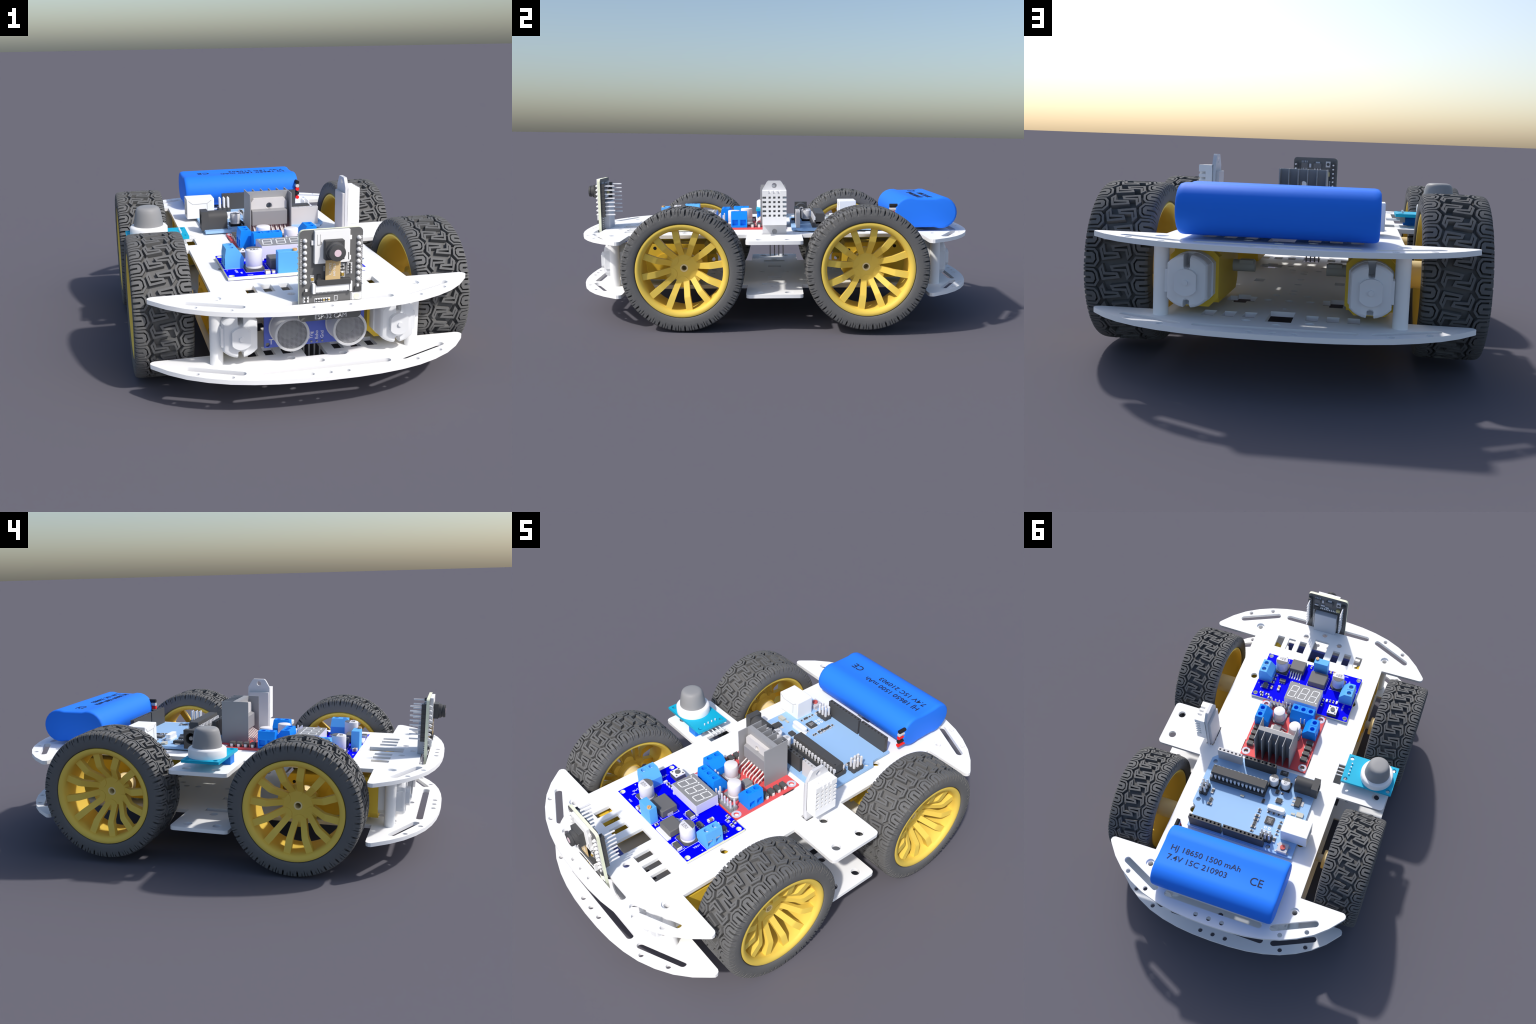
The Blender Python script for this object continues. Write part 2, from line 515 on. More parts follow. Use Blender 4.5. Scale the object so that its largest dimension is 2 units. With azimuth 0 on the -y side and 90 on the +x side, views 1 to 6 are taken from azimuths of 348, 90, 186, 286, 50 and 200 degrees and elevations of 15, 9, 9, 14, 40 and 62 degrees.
def rim_mesh():
    mb = MB()
    prof = [(0.1025, 0.2185), (0.1070, 0.2170), (0.1085, 0.2125), (0.1080, 0.2060), (0.1045, 0.1980), (0.0985, 0.1925), (0.090, 0.1900),
            (0.02, 0.1890), (-0.05, 0.1895), (-0.083, 0.1915), (-0.098, 0.1985), (-0.106, 0.2085), (-0.107, 0.2145), (-0.102, 0.2185)]
    mb.revolve(prof, (0, 0), 'x', n=96, closed=True)
    # hub plate with lobes
    mb.revolve([(-0.020, 0.067), (0.008, 0.067), (0.010, 0.065), (0.010, 0.0190), (-0.020, 0.0190)], (0, 0), 'x', n=48, closed=True)
    for k in range(6):
        a = pi / 2 + k * pi / 3
        mb.cyl((0.066 * math.cos(a), 0.066 * math.sin(a)), 0.0275, -0.018, 0.0125, 'x', n=24)
    # twelve cranked spokes in six V pairs
    for k in range(12):
        a = pi / 12 + k * pi / 6
        pair = pi / 2 + (k - 2.5) // 2 * 0
        ca, sa = math.cos(a), math.sin(a)
        path = [(0.058, 0.0095), (0.070, 0.0170), (0.122, 0.0750), (0.132, 0.0810), (0.192, 0.0870)]   # (radius, u of the outer face)
        w0, w1 = 0.0130, 0.0150
        dep = 0.026
        base = len(mb.v)
        for i, (r, u) in enumerate(path):
            w = w0 + (w1 - w0) * i / (len(path) - 1)
            for (du, sgn) in ((0, 1), (0, -1), (-dep, -1), (-dep, 1)):
                yy = r * ca - sgn * w * sa
                zz = r * sa + sgn * w * ca
                mb.v.append((u + du, yy, zz))
        for i in range(len(path) - 1):
            for j in range(4):
                k2 = (j + 1) % 4
                mb.face((base + i * 4 + j, base + i * 4 + k2, base + (i + 1) * 4 + k2, base + (i + 1) * 4 + j))
        mb.face([base + j for j in range(4)])
        mb.face([base + (len(path) - 1) * 4 + j for j in range(4)])
    # inner collar
    mb.revolve([(-0.040, 0.054), (-0.036, 0.056), (-0.018, 0.060), (-0.018, 0.046), (-0.040, 0.046)], (0, 0), 'x', n=32, closed=True)
    return mb.mesh("wheel", YELLOW, 28)
RIM = rim_mesh()
hubm = MB()
hubm.revolve([(-0.145, 0.047), (-0.143, 0.049), (-0.058, 0.049)], (0, 0), 'x', n=40, cap=True)
hubm.revolve([(-0.060, 0.049), (-0.018, 0.049), (-0.018, 0.0188), (-0.060, 0.0188)], (0, 0), 'x', n=40, closed=True)
hubm.prism(circle(0, 0, 0.0188, 24), -0.060, 0.0112, 'x', [circle(0, 0, 0.0125, 24)])
HUB = hubm.mesh("hub", CREAM)

for sx in (1, -1):
    for sy in (1, -1):
        wy = WYR if sy > 0 else WYF
        w = put("wheel", RIM, car, (sx * WX, wy, WZ), (math.radians(6) * sx * sy, 0, 0 if sx > 0 else pi))
        put("tyre", TY[1 if sx * sy > 0 else -1], w)
        put("hub", HUB, w)

# ------------------------------------------------------------- gear motors
def gearbox_mesh():
    """front (+x) unit: axle at origin, motor towards -y, outer side +x"""
    mb = MB()
    hw = 0.0755
    # main case, (y, z) profile
    prof = [(0.085, -0.070), (0.095, -0.055), (0.095, 0.060), (0.080, 0.086), (-0.205, 0.090), (-0.275, 0.090), (-0.275, -0.088), (0.060, -0.092)]
    mb.prism(prof, -hw, hw, 'x')
    # flared frame that holds the motor, (z, x) profile along y
    oc = lambda a, b, c: [(-a, -b + c), (-a + c, -b), (a - c, -b), (a, -b + c), (a, b - c), (a - c, b), (-a + c, b), (-a, b - c)]
    mb.prism(oc(0.0965, 0.0800, 0.030), -0.312, -0.262, 'y')
    # fixing lug
    mb.prism([(0.085, -0.026), (0.135, -0.026), (0.142, -0.018), (0.142, 0.018), (0.135, 0.026), (0.085, 0.026)], -0.012, 0.012, 'x', [circle(0.118, 0, 0.0125, 16)])
    # raised bearing ring and side ribs
    mb.cyl((0, 0), 0.052, hw - 0.002, hw + 0.010, 'x', n=28)
    mb.cyl((-0.12, 0.0), 0.040, hw - 0.002, hw + 0.004, 'x', n=24)
    return mb.mesh("gear_motor", GEARY, 28)
GB = gearbox_mesh()

def motor_mesh():
    mb = MB()
    def stadium(hx, hz, notch=False):
        pts = []
        R = hz
        a0 = math.asin(min(1, hx / R))
        n = 9
        for i in range(n + 1):                       # top arc from +x to -x
            t = a0 - 2 * a0 * i / n
            x, z = R * math.sin(t), R * math.cos(t)
            pts.append((z, x))
        for i in range(n + 1):
            t = -a0 + 2 * a0 * i / n
            x, z = R * math.sin(t), -R * math.cos(t)
            pts.append((z, x))
        if notch:
            out = []
            for (z, x) in pts: out.append((z, x))
            top = [p for p in out if p[0] > 0]; bot = [p for p in out if p[0] <= 0]
            def cut(seq, s, deep):
                L = [p for p in seq if p[1] * s > 0.016]; Rr = [p for p in seq if p[1] * s < -0.016]
                zt = R - 0.0015
                sg = 1 if seq[0][0] > 0 else -1
                dip = [(sg * zt, s * 0.0125), (sg * (zt - deep + 0.010), s * 0.0125), (sg * (zt - deep + 0.003), s * 0.009), (sg * (zt - deep), 0),
                       (sg * (zt - deep + 0.003), -s * 0.009), (sg * (zt - deep + 0.010), -s * 0.0125), (sg * zt, -s * 0.0125)]
                return L + dip + Rr
            pts = cut(top, 1, 0.040) + cut(bot, -1, 0.024)
        return pts
    mb.prism(stadium(0.0700, 0.0865), -0.352, -0.300, 'y')
    full = stadium(0.0645, 0.0845, True)
    def inset(d):
        return [(z * (1 - d / 0.0845), x * (1 - d / 0.0645)) for z, x in full]
    steps = [(-0.340, 0), (-0.410, 0), (-0.417, 0.0020), (-0.4225, 0.0058), (-0.4260, 0.0115)]
    for (ya, da), (yb, dbb) in zip(steps, steps[1:]):
        mb.prism(inset(dbb), yb, ya, 'y', taper=inset(da))
    mb.prism(stadium(0.034, 0.042), -0.444, -0.425, 'y')
    mb.cyl((0, 0), 0.0085, -0.450, -0.442, 'y', n=16)
    # strap tab at the side
    mb.box(0.060, 0.0705, -0.418, -0.340, -0.036, 0.036)
    return mb.mesh("motor", MOTOR, 30)
MO = motor_mesh()
shm = MB().cyl((0, 0), 0.0215, -0.155, -0.070, 'x', n=20)
shm.cyl((0, 0), 0.0215, 0.070, 0.150, 'x', n=20)
shm.box(-0.150, -0.100, -0.0225, 0.0225, 0.010, 0.0225)
SH = shm.mesh("drive_shaft", SHAFT)
screwm = MB()
for y in (-0.250, -0.250):
    pass
screwm.cyl((-0.165, 0.068), 0.0085, 0.0745, 0.0762, 'x', n=14)
screwm.cyl((-0.165, -0.068), 0.0085, 0.0745, 0.0762, 'x', n=14)
screwm.cyl((0.062, 0.050), 0.0075, 0.0745, 0.0762, 'x', n=14)
SC = screwm.mesh("screw_hole_dark_disc", BLK2)  # flat black discs modelled for the darkness inside the screw holes

for sx in (1, -1):
    for sy in (1, -1):
        gx = 0.300 if sy < 0 else 0.284
        wy = WYR if sy > 0 else WYF
        g = put("gear_motor", GB, car, (sx * gx, wy, WZ))
        g.scale = (sx, -sy, 1)
        for nm, me in (("motor", MO), ("drive_shaft", SH), ("screw_hole_dark_disc", SC)):
            put(nm, me, g)

# ------------------------------------------------------------- shared small parts
def terminal_mesh(n, m, cut_m, metal=True):
    """screw terminal block, wire side towards +x, row along y, base at z=0"""
    p = 0.0415; L = n * p; H = 0.0835
    prof = [(-0.050, 0), (0.0255, 0), (0.0255, 0.052), (0.0205, H), (-0.0205, H), (-0.050, 0.046)]
    # prism along y uses (z, x)
    body = MB().prism([(z, x) for x, z in prof], -L / 2, L / 2, 'y').mesh("t", [m, cut_m])
    c = MB()
    for i in range(n):
        y = -L / 2 + p * (i + 0.5)
        c.cyl((0, y), 0.0125, H - 0.020, H + 0.02, 'z', n=20)
        c.box(0.012, 0.04, y - 0.0145, y + 0.0145, 0.012, 0.042)
    for i in range(n - 1):
        y = -L / 2 + p * (i + 1)
        c.box(-0.018, 0.018, y - 0.0012, y + 0.0012, H - 0.002, H + 0.01)
    return boolean_mesh(body, c, [m, cut_m], "screw_terminal")

TL2 = terminal_mesh(2, TERML, TERML)
TD2 = terminal_mesh(2, TERMD, TERMD)
TD3 = terminal_mesh(3, TERMD, TERMD)
def term_metal(n):
    p = 0.0415; L = n * p
    mb = MB()
    for i in range(n):
        y = -L / 2 + p * (i + 0.5)
        mb.cyl((0, y), 0.0105, 0.060, 0.0665, 'z', n=16)
        mb.box(0.010, 0.016, y - 0.0135, y + 0.0135, 0.022, 0.038)
    return mb.mesh("terminal_screw", PIN)
TM2 = term_metal(2)

def smd_cap(parent, x, y, z, r, h, bodym, basem, cut, txt=None, txtm=None):
    """can capacitor on a chamfered base, top marked with a dark segment on the side `cut` (angle)"""
    b = r * 1.12; c = r * 0.42
    base = MB().prism([(-b, -b), (b - c, -b), (b, -b + c), (b, b - c), (b - c, b), (-b, b)], 0, 0.011, 'z').mesh("capacitor_base", basem)
    can = MB()
    can.revolve([(0.008, r * 0.98), (0.016, r), (0.019, r * 0.95), (0.022, r), (h - 0.004, r), (h - 0.0012, r * 0.97), (h, r * 0.90)], (0, 0), 'z', n=36, cap=True)
    cm = can.mesh("capacitor", bodym, 45)
    o = put("capacitor", cm, parent, (x, y, z))
    put("capacitor_base", base, o)
    if cut is not None:
        a0 = math.acos(0.22)
        seg = [(r * 0.96 * math.cos(cut - a0 + 2 * a0 * i / 14), r * 0.96 * math.sin(cut - a0 + 2 * a0 * i / 14)) for i in range(15)]
        sm = MB().prism(seg, h - 0.002, h + 0.0010, 'z').mesh("polarity_mark", MATS["moulded_chip_grey"])
        put("polarity_mark", sm, o)
    return o

def chip_passive(mb, x, y, z, lx, ly, h, ends='x', fr=0.24):
    """two-terminal part: body material 0, end caps material 1"""
    if ends == 'x':
        e = lx * fr
        mb.box(x - lx / 2 + e, x + lx / 2 - e, y - ly / 2, y + ly / 2, z, z + h, 0)
        mb.box(x - lx / 2, x - lx / 2 + e, y - ly / 2 - 0.0003, y + ly / 2 + 0.0003, z, z + h * 0.94, 1)
        mb.box(x + lx / 2 - e, x + lx / 2, y - ly / 2 - 0.0003, y + ly / 2 + 0.0003, z, z + h * 0.94, 1)
    else:
        e = ly * fr
        mb.box(x - lx / 2, x + lx / 2, y - ly / 2 + e, y + ly / 2 - e, z, z + h, 0)
        mb.box(x - lx / 2 - 0.0003, x + lx / 2 + 0.0003, y - ly / 2, y - ly / 2 + e, z, z + h * 0.94, 1)
        mb.box(x - lx / 2 - 0.0003, x + lx / 2 + 0.0003, y + ly / 2 - e, y + ly / 2, z, z + h * 0.94, 1)

def pin_mesh(h, w=0.0042):
    t = w * 0.5
    mb = MB()
    mb.prism(rect(-w, w, -w, w), 0, h - 0.004, 'z')
    mb.prism(rect(-w, w, -w, w), h - 0.004, h, 'z', taper=rect(-t, t, -t, t))
    return mb.mesh("pin", PIN)

# ------------------------------------------------------------- voltage regulator board
BZ = 0.4465
bb = MB().prism(rect(-0.298, 0.258, -0.607, -0.305), BZ - 0.0125, BZ, 'z',
                [circle(x, y, 0.0125, 20) for x in (-0.2815, 0.2405) for y in (-0.5915, -0.3245)]
                + [circle(x, y, 0.0035, 8) for x, y in ((0.245, -0.520), (0.245, -0.392), (-0.286, -0.392), (-0.286, -0.522))], 0, 1)
buck = put("voltage_regulator_board", bb.mesh("voltage_regulator_board", [BLUEB, BEDGE]), car)
for sx, x in ((1, 0.229), (-1, -0.265)):
    t = put("screw_terminal", TL2, buck, (x, -0.4595, BZ - 0.001), (0, 0, 0 if sx > 0 else pi))
    put("terminal_screw", TM2, t)
for x, y in ((0.153, -0.528), (-0.179, -0.523)):
    c = smd_cap(buck, x, y, BZ - 0.0005, 0.0335, 0.083, CAPW, DGREY, pi / 2)
    for i, w in enumerate(("CS", "220", "35V")):
        # read from the rear, in lines across the light part of the top
        text("capacitor_text", w, 0.0125, CHIP, c, (0.012 - 0.012 * i, -0.009, 0.0832), (0, 0, pi / 2), depth=0.0005)
bx("inductor", (-0.117, -0.018, -0.546, -0.467, BZ - 0.001, 0.486), CHIP, buck, 0.004)
bx("inductor_contact", (-0.019, -0.0165, -0.520, -0.492, BZ, BZ + 0.014), LGREY, buck)
# trimmer
bx("trimmer", (-0.101, -0.020, -0.606, -0.567, BZ - 0.001, 0.5325), TERML, buck, 0.0015)
ts = MB().cyl((0, 0), 0.0095, 0, 0.0085, 'z', n=20)
tsm = boolean_mesh(ts.mesh("t", BRASS), MB().box(-0.0012, 0.0012, -0.02, 0.02, 0.0055, 0.02), [BRASS], "trimmer_screw")
put("trimmer_screw", tsm, buck, (-0.032, -0.596, 0.532), (0, 0, 0.7))
# power chip
bx("switching_chip", (0.024, 0.106, -0.588, -0.517, BZ + 0.003, 0.4865), CHIP, buck, 0.004)
bx("chip_tab", (0.020, 0.110, -0.606, -0.584, BZ - 0.001, BZ + 0.011), SOLDER, buck, 0.003)
lg = MB()
for i in range(5):
    x = 0.035 + i * 0.0147
    lg.tube([(x, -0.520, 0.464), (x, -0.508, 0.464), (x, -0.500, 0.456), (x, -0.494, 0.449), (x, -0.478, 0.448)], 0.0040, 6)
put("chip_legs", lg.mesh("chip_legs", PIN), buck, kind="stuff")
# three digit display, read from the rear of the car
disp = MB().box(-0.124, 0.064, -0.421, -0.304, BZ + 0.008, 0.5075)
for x in (-0.120, 0.060):
    for y in (-0.417, -0.308):
        disp.box(x - 0.005, x + 0.005, y - 0.005, y + 0.005, BZ - 0.001, BZ + 0.010)
dsp = put("segment_display", disp.mesh("segment_display", DISPS), buck, bevel=0.0008)
put("display_face", MB().box(-0.1235, 0.0635, -0.4205, -0.3045, 0.507, 0.5082).mesh("display_face", DISPF), dsp)
def seg_digit():
    """one slanted figure eight, seen from the rear: its right is -x, its top is -y"""
    mb = MB()
    w, h, t, g = 0.0370, 0.0760, 0.0042, 0.0030
    sl = 0.16
    def P(a, b):       # a to the reader's right, b up
        return (-(a + sl * b), -b)
    def bar(x0, y0, x1, y1, vert):
        if vert:
            p = [(x0 - t / 2, y0 + g), (x0, y0 + g - 0.002), (x0 + t / 2, y0 + g), (x0 + t / 2, y1 - g), (x0, y1 - g + 0.002), (x0 - t / 2, y1 - g)]
        else:
            p = [(x0 + g, y0 - t / 2), (x1 - g, y0 - t / 2), (x1 - g + 0.002, y0), (x1 - g, y0 + t / 2), (x0 + g, y0 + t / 2), (x0 + g - 0.002, y0)]
        mb.prism([P(*q) for q in p], 0, 0.0014, 'z')
    for yy in (-h / 2, 0, h / 2): bar(-w / 2, yy, w / 2, yy, False)
    for xx in (-w / 2, w / 2):
        bar(xx, -h / 2, xx, 0, True); bar(xx, 0, xx, h / 2, True)
    c = P(w / 2 + 0.012, -h / 2)
    mb.cyl(c, 0.0042, 0, 0.0014, 'z', n=12)
    return mb.mesh("display_digit", SEG)
DG = seg_digit()
for i in range(3):
    put("display_digit", DG, dsp, (0.029 - i * 0.0585, -0.3625, 0.5074))
# push button
pb = put("push_button", MB().box(-0.0255, 0.0255, -0.0255, 0.0255, 0, 0.026).mesh("push_button", DGREY), buck, (-0.206, -0.339, BZ - 0.0005))
put("button_plate", MB().box(-0.0260, 0.0260, -0.0260, 0.0260, 0.0255, 0.030).mesh("button_plate", WPLAS), pb)
bt = MB().cyl((0, 0), 0.0125, 0.029, 0.036, 'z', n=20)
for a in (-1, 1):
    for b in (-1, 1): bt.cyl((a * 0.0175, b * 0.0175), 0.0042, 0.0295, 0.0315, 'z', n=12)
put("button_cap", bt.mesh("button_cap", CHIP), pb)
# small surface parts
sm = MB()
for x, y in ((0.172, -0.470), (0.171, -0.445), (0.173, -0.421), (0.207, -0.335), (0.200, -0.317), (0.172, -0.333), (0.153, -0.317)):
    chip_passive(sm, x, y, BZ - 0.001, 0.017, 0.009, 0.008)
for x, y in ((-0.002, -0.588), (-0.135, -0.399), (-0.135, -0.366), (-0.172, -0.404), (-0.191, -0.404)):
    chip_passive(sm, x, y, BZ - 0.001, 0.009, 0.016, 0.009, 'y')
for x, y in ((-0.154, -0.401), (-0.210, -0.405)):
    sm.box(x - 0.005, x + 0.005, y - 0.009, y + 0.009, BZ - 0.001, BZ + 0.009, 1)
for x, y in ((0.045, -0.443), (0.165, -0.592)):
    chip_passive(sm, x, y, BZ - 0.001, 0.046, 0.022, 0.018, 'x', 0.09)
put("surface_parts", sm.mesh("surface_parts", [DGREY, SOLDER]), buck, kind="stuff")
sb = MB()
chip_passive(sb, 0.165, -0.383, BZ - 0.001, 0.011, 0.019, 0.011, 'y')
chip_passive(sb, 0.125, -0.390, BZ - 0.001, 0.013, 0.030, 0.014, 'y')
chip_passive(sb, -0.117, -0.592, BZ - 0.001, 0.011, 0.017, 0.012, 'y')
chip_passive(sb, -0.140, -0.592, BZ - 0.001, 0.018, 0.022, 0.014, 'y')
put("ceramic_capacitors", sb.mesh("ceramic_capacitors", [BRONZE, SOLDER]), buck, kind="stuff")
for x, y, lx, ly, ax in ((0.121, -0.444, 0.034, 0.020, 'y'), (0.203, -0.384, 0.022, 0.034, 'x')):
    c = bx("small_chip", (x - lx / 2, x + lx / 2, y - ly / 2, y + ly / 2, BZ, BZ + 0.014), CHIP, buck, 0.001)
    l = MB()
    for i in (-1, 0, 1):
        if ax == 'y':
            for s in (1, -1): l.box(i * 0.012 - 0.0025, i * 0.012 + 0.0025, s * ly / 2 - 0.006, s * ly / 2 + 0.006, -0.0075, -0.0035)
        else:
            for s in (1, -1): l.box(s * lx / 2 - 0.006, s * lx / 2 + 0.006, i * 0.012 - 0.0025, i * 0.012 + 0.0025, -0.0075, -0.0035)
    put("small_chip_legs", l.mesh("small_chip_legs", PIN), c, kind="stuff")
# printed legends and outlines
for body, x, y, r in (("VIN+", 0.213, -0.525, pi / 2), ("VIN-", 0.224, -0.378, pi / 2), ("OUT+", -0.252, -0.536, pi / 2), ("VOUT-", -0.250, -0.388, pi / 2), ("220A", -0.209, -0.594, pi), ("100L", -0.236, -0.560, pi * 0.5)):
    text("printed_legend", body, 0.0150 if "V" in body or "OUT" in body else 0.011, SILK, buck, (x, y, BZ + 0.0003), (0, 0, r), depth=0.0004)
ol = MB()
def outline(mb, x0, x1, y0, y1, z, w=0.0012):
    mb.box(x0, x1, y0, y0 + w, z - 0.001, z + 0.0006); mb.box(x0, x1, y1 - w, y1, z - 0.001, z + 0.0006)
    mb.box(x0, x0 + w, y0 + w, y1 - w, z - 0.001, z + 0.0006); mb.box(x1 - w, x1, y0 + w, y1 - w, z - 0.001, z + 0.0006)
outline(ol, -0.122, -0.012, -0.551, -0.462, BZ)
outline(ol, 0.014, 0.078, -0.459, -0.427, BZ)
outline(ol, 0.132, 0.198, -0.6065, -0.575, BZ)
outline(ol, 0.112, 0.194, -0.570, -0.487, BZ)
outline(ol, -0.220, -0.138, -0.564, -0.482, BZ)
outline(ol, 0.177, 0.2575, -0.504, -0.415, BZ)
outline(ol, -0.297, -0.212, -0.504, -0.415, BZ)
outline(ol, -0.104, -0.016, -0.6065, -0.563, BZ)
for x, y in ((0.172, -0.470), (0.171, -0.445), (0.173, -0.421), (0.207, -0.335), (0.172, -0.333), (0.153, -0.317)):
    outline(ol, x - 0.012, x + 0.012, y - 0.0075, y + 0.0075, BZ, 0.0009)
put("silkscreen_outlines", ol.mesh("silkscreen_outlines", SILK), buck, kind="stuff")

# ------------------------------------------------------------- motor driver board
DZ = 0.441
dh = [(0.158, 0.043), (-0.161, 0.043), (0.158, -0.275), (-0.161, -0.275)]
db = MB().prism(rect(-0.184, 0.182, -0.296, 0.068), DZ - 0.0095, DZ, 'z', [circle(x, y, 0.0125, 20) for x, y in dh])
drv = put("motor_driver_board", db.mesh("motor_driver_board", REDB), car)
rings = MB()
for x, y in dh:
    rings.prism(circle(x, y, 0.0225, 28), DZ - 0.001, DZ + 0.0008, 'z', [circle(x, y, 0.0122, 28)])
put("hole_rings", rings.mesh("hole_rings", mat("ring_silk", (0.62, 0.62, 0.72), 0.5, 0.4)), drv)
hs = MB()
hs.box(-0.093, 0.093, -0.012, 0.013, DZ - 0.001, 0.646)
for x in (-0.0945, 0.0945):
    hs.box(x - 0.0018, x + 0.0018, -0.065, 0.069, DZ - 0.001, 0.6464)
for x in (-0.057, -0.019, 0.019, 0.057):
    hs.box(x - 0.0018, x + 0.0018, 0.012, 0.069, DZ - 0.001, 0.6457)
hsm = boolean_mesh(hs.mesh("t", SINK), MB().cyl((0.585, 0.0), 0.0125, -0.05, 0.03, 'y', n=20), [SINK], "heat_sink")
sink = put("heat_sink", hsm, drv)
# driver chip: metal tab with hole, body, bent leads
tabm = MB().prism([(0.500, -0.084), (0.603, -0.084), (0.620, -0.071), (0.620, 0.069), (0.603, 0.082), (0.500, 0.082)], -0.030, -0.011, 'y',
                  [circle(0.585, 0.0, 0.0150, 24)])
chip = put("driver_chip", MB().prism([(-0.046, 0.499), (-0.014, 0.490), (-0.014, 0.572), (-0.030, 0.572), (-0.046, 0.564)], -0.082, 0.080, 'x').mesh("driver_chip", ICG), drv, bevel=0.001)
put("metal_tab", tabm.mesh("metal_tab", TABM), chip)
cs = MB().revolve([(-0.0305, 0.0195), (-0.0255, 0.0130), (-0.0110, 0.0130), (-0.0110, 0.0195)], (0.585, 0.0), 'y', n=28, closed=True)
put("tab_rim", cs.mesh("tab_rim", TABM), chip)
ld = MB()
for i in range(15):
    x = -0.074 + i * 0.01045
    if i % 2:
        ld.tube([(x, -0.022, 0.505), (x, -0.026, 0.486), (x, -0.050, 0.462), (x, -0.056, 0.452), (x, -0.056, DZ - 0.002)], 0.0031, 6)
    else:
        ld.tube([(x, -0.030, 0.505), (x, -0.036, 0.488), (x, -0.082, 0.462), (x, -0.088, 0.452), (x, -0.088, DZ - 0.002)], 0.0031, 6)
put("chip_leads", ld.mesh("chip_leads", mat("warm_lead", (0.80, 0.74, 0.72), 0.4, 0.5)), chip, kind="stuff")
# terminals
for x, y, r, me in ((0.148, -0.1755, 0, TD2), (-0.148, -0.1755, pi, TD2), (-0.064, -0.2565, -pi / 2, TD3)):
    put("screw_terminal", me, drv, (x, y, DZ - 0.001), (0, 0, r))
# capacitors
for x, y in ((-0.054, -0.143), (0.056, -0.207)):
    smd_cap(drv, x, y, DZ - 0.0005, 0.0315, 0.080, PINKW, MGREY, None)
# small regulator with tab
bx("regulator", (0.022, 0.064, -0.150, -0.108, DZ, 0.473), MGREY, drv, 0.003)
bx("regulator_tab", (0.060, 0.080, -0.150, -0.108, DZ + 0.004, DZ + 0.016), TABM, drv, 0.001)
rl = MB()
for y in (-0.145, -0.129, -0.113):
    rl.tube([(0.024, y, 0.458), (0.012, y, 0.456), (0.002, y, 0.446), (-0.006, y, 0.443)], 0.0032, 6)
put("regulator_legs", rl.mesh("regulator_legs", TABM), drv, kind="stuff")
# diodes
dm = MB().box(-0.0165, 0.0165, -0.0115, 0.0115, 0, 0.0215, 0)
for s in (1, -1):
    dm.box(s * 0.0175 - 0.0022, s * 0.0175 + 0.0022, -0.006, 0.006, -0.001, 0.015, 1)
DIO = dm.mesh("diode", [DGREY, SOLDER])
for sx in (1, -1):
    for i in range(4):
        put("diode", DIO, drv, (sx * 0.1515 - 0.001, -0.106 + i * 0.0345, DZ), bevel=0.0008)
# control pins
hb = MB()
for i in range(6):
    x = 0.1265 - i * 0.0213
    hb.prism(rrect(x - 0.0107, x + 0.0107, -0.2925, -0.2715, 0.003, 1), DZ - 0.001, 0.4595, 'z')
for x in (0.1265, 0.0200):
    hb.prism(rrect(x - 0.0107, x + 0.0107, -0.2710, -0.2500, 0.003, 1), DZ - 0.001, 0.4595, 'z')
for x in (-0.065, -0.0863):
    hb.prism(rrect(x - 0.0107, x + 0.0107, -0.2200, -0.1990, 0.003, 1), DZ - 0.001, 0.4595, 'z')
put("pin_header_base", hb.mesh("pin_header_base", MGREY), drv)
PN = pin_mesh(0.062, 0.0032)
for x, y in [(0.1265 - i * 0.0213, -0.282) for i in range(6)] + [(0.1265, -0.2605), (0.0200, -0.2605), (-0.065, -0.2095), (-0.0863, -0.2095)]:
    put("pin", PN, drv, (x, y, DZ))

# ------------------------------------------------------------- microcontroller board
UZ = 0.4495
uo = [(-0.276, 0.096), (0.281, 0.096), (0.283, 0.119), (0.309, 0.145), (0.309, 0.421), (0.284, 0.444), (0.284, 0.554), (-0.276, 0.554)]
ub = MB().prism(uo, UZ - 0.0125, UZ, 'z', [circle(x, y, 0.0125, 20) for x, y in ((0.285, 0.400), (0.285, 0.163), (-0.158, 0.121), (-0.143, 0.531))])
uno = put("microcontroller_board", ub.mesh("microcontroller_board", UNO), car)

def socket_strip(x0, x1, n, yc, m, hole_m):
    h = 0.0835
    L = x1 - x0
    holes = [rect(x0 + L * (i + 0.5) / n - 0.0050, x0 + L * (i + 0.5) / n + 0.0050, yc - 0.0050, yc + 0.0050) for i in range(n)]
    mb = MB().prism(rect(x0, x1, yc - 0.0102, yc + 0.0102), h - 0.010, h, 'z', holes)
    mb.box(x0, x1, yc - 0.0102, yc + 0.0102, -0.001, h - 0.0095)
    f = MB()
    for i in range(n):
        xc = x0 + L * (i + 0.5) / n
        f.box(xc - 0.0052, xc + 0.0052, yc - 0.0052, yc + 0.0052, h - 0.0100, h - 0.0085)
    o = put("socket_header", mb.mesh("socket_header", m), uno, (0, 0, UZ))
    put("socket_contacts", f.mesh("socket_contacts", hole_m), o, kind="stuff")
socket_strip(0.1030, 0.2735, 8, 0.5350, BLK, BLK2)
socket_strip(-0.1210, 0.0920, 10, 0.5350, BLK, BLK2)
socket_strip(-0.0450, 0.1260, 8, 0.1285, BLK, BLK2)
socket_strip(0.1450, 0.2765, 6, 0.1285, LGREY, DGREY)

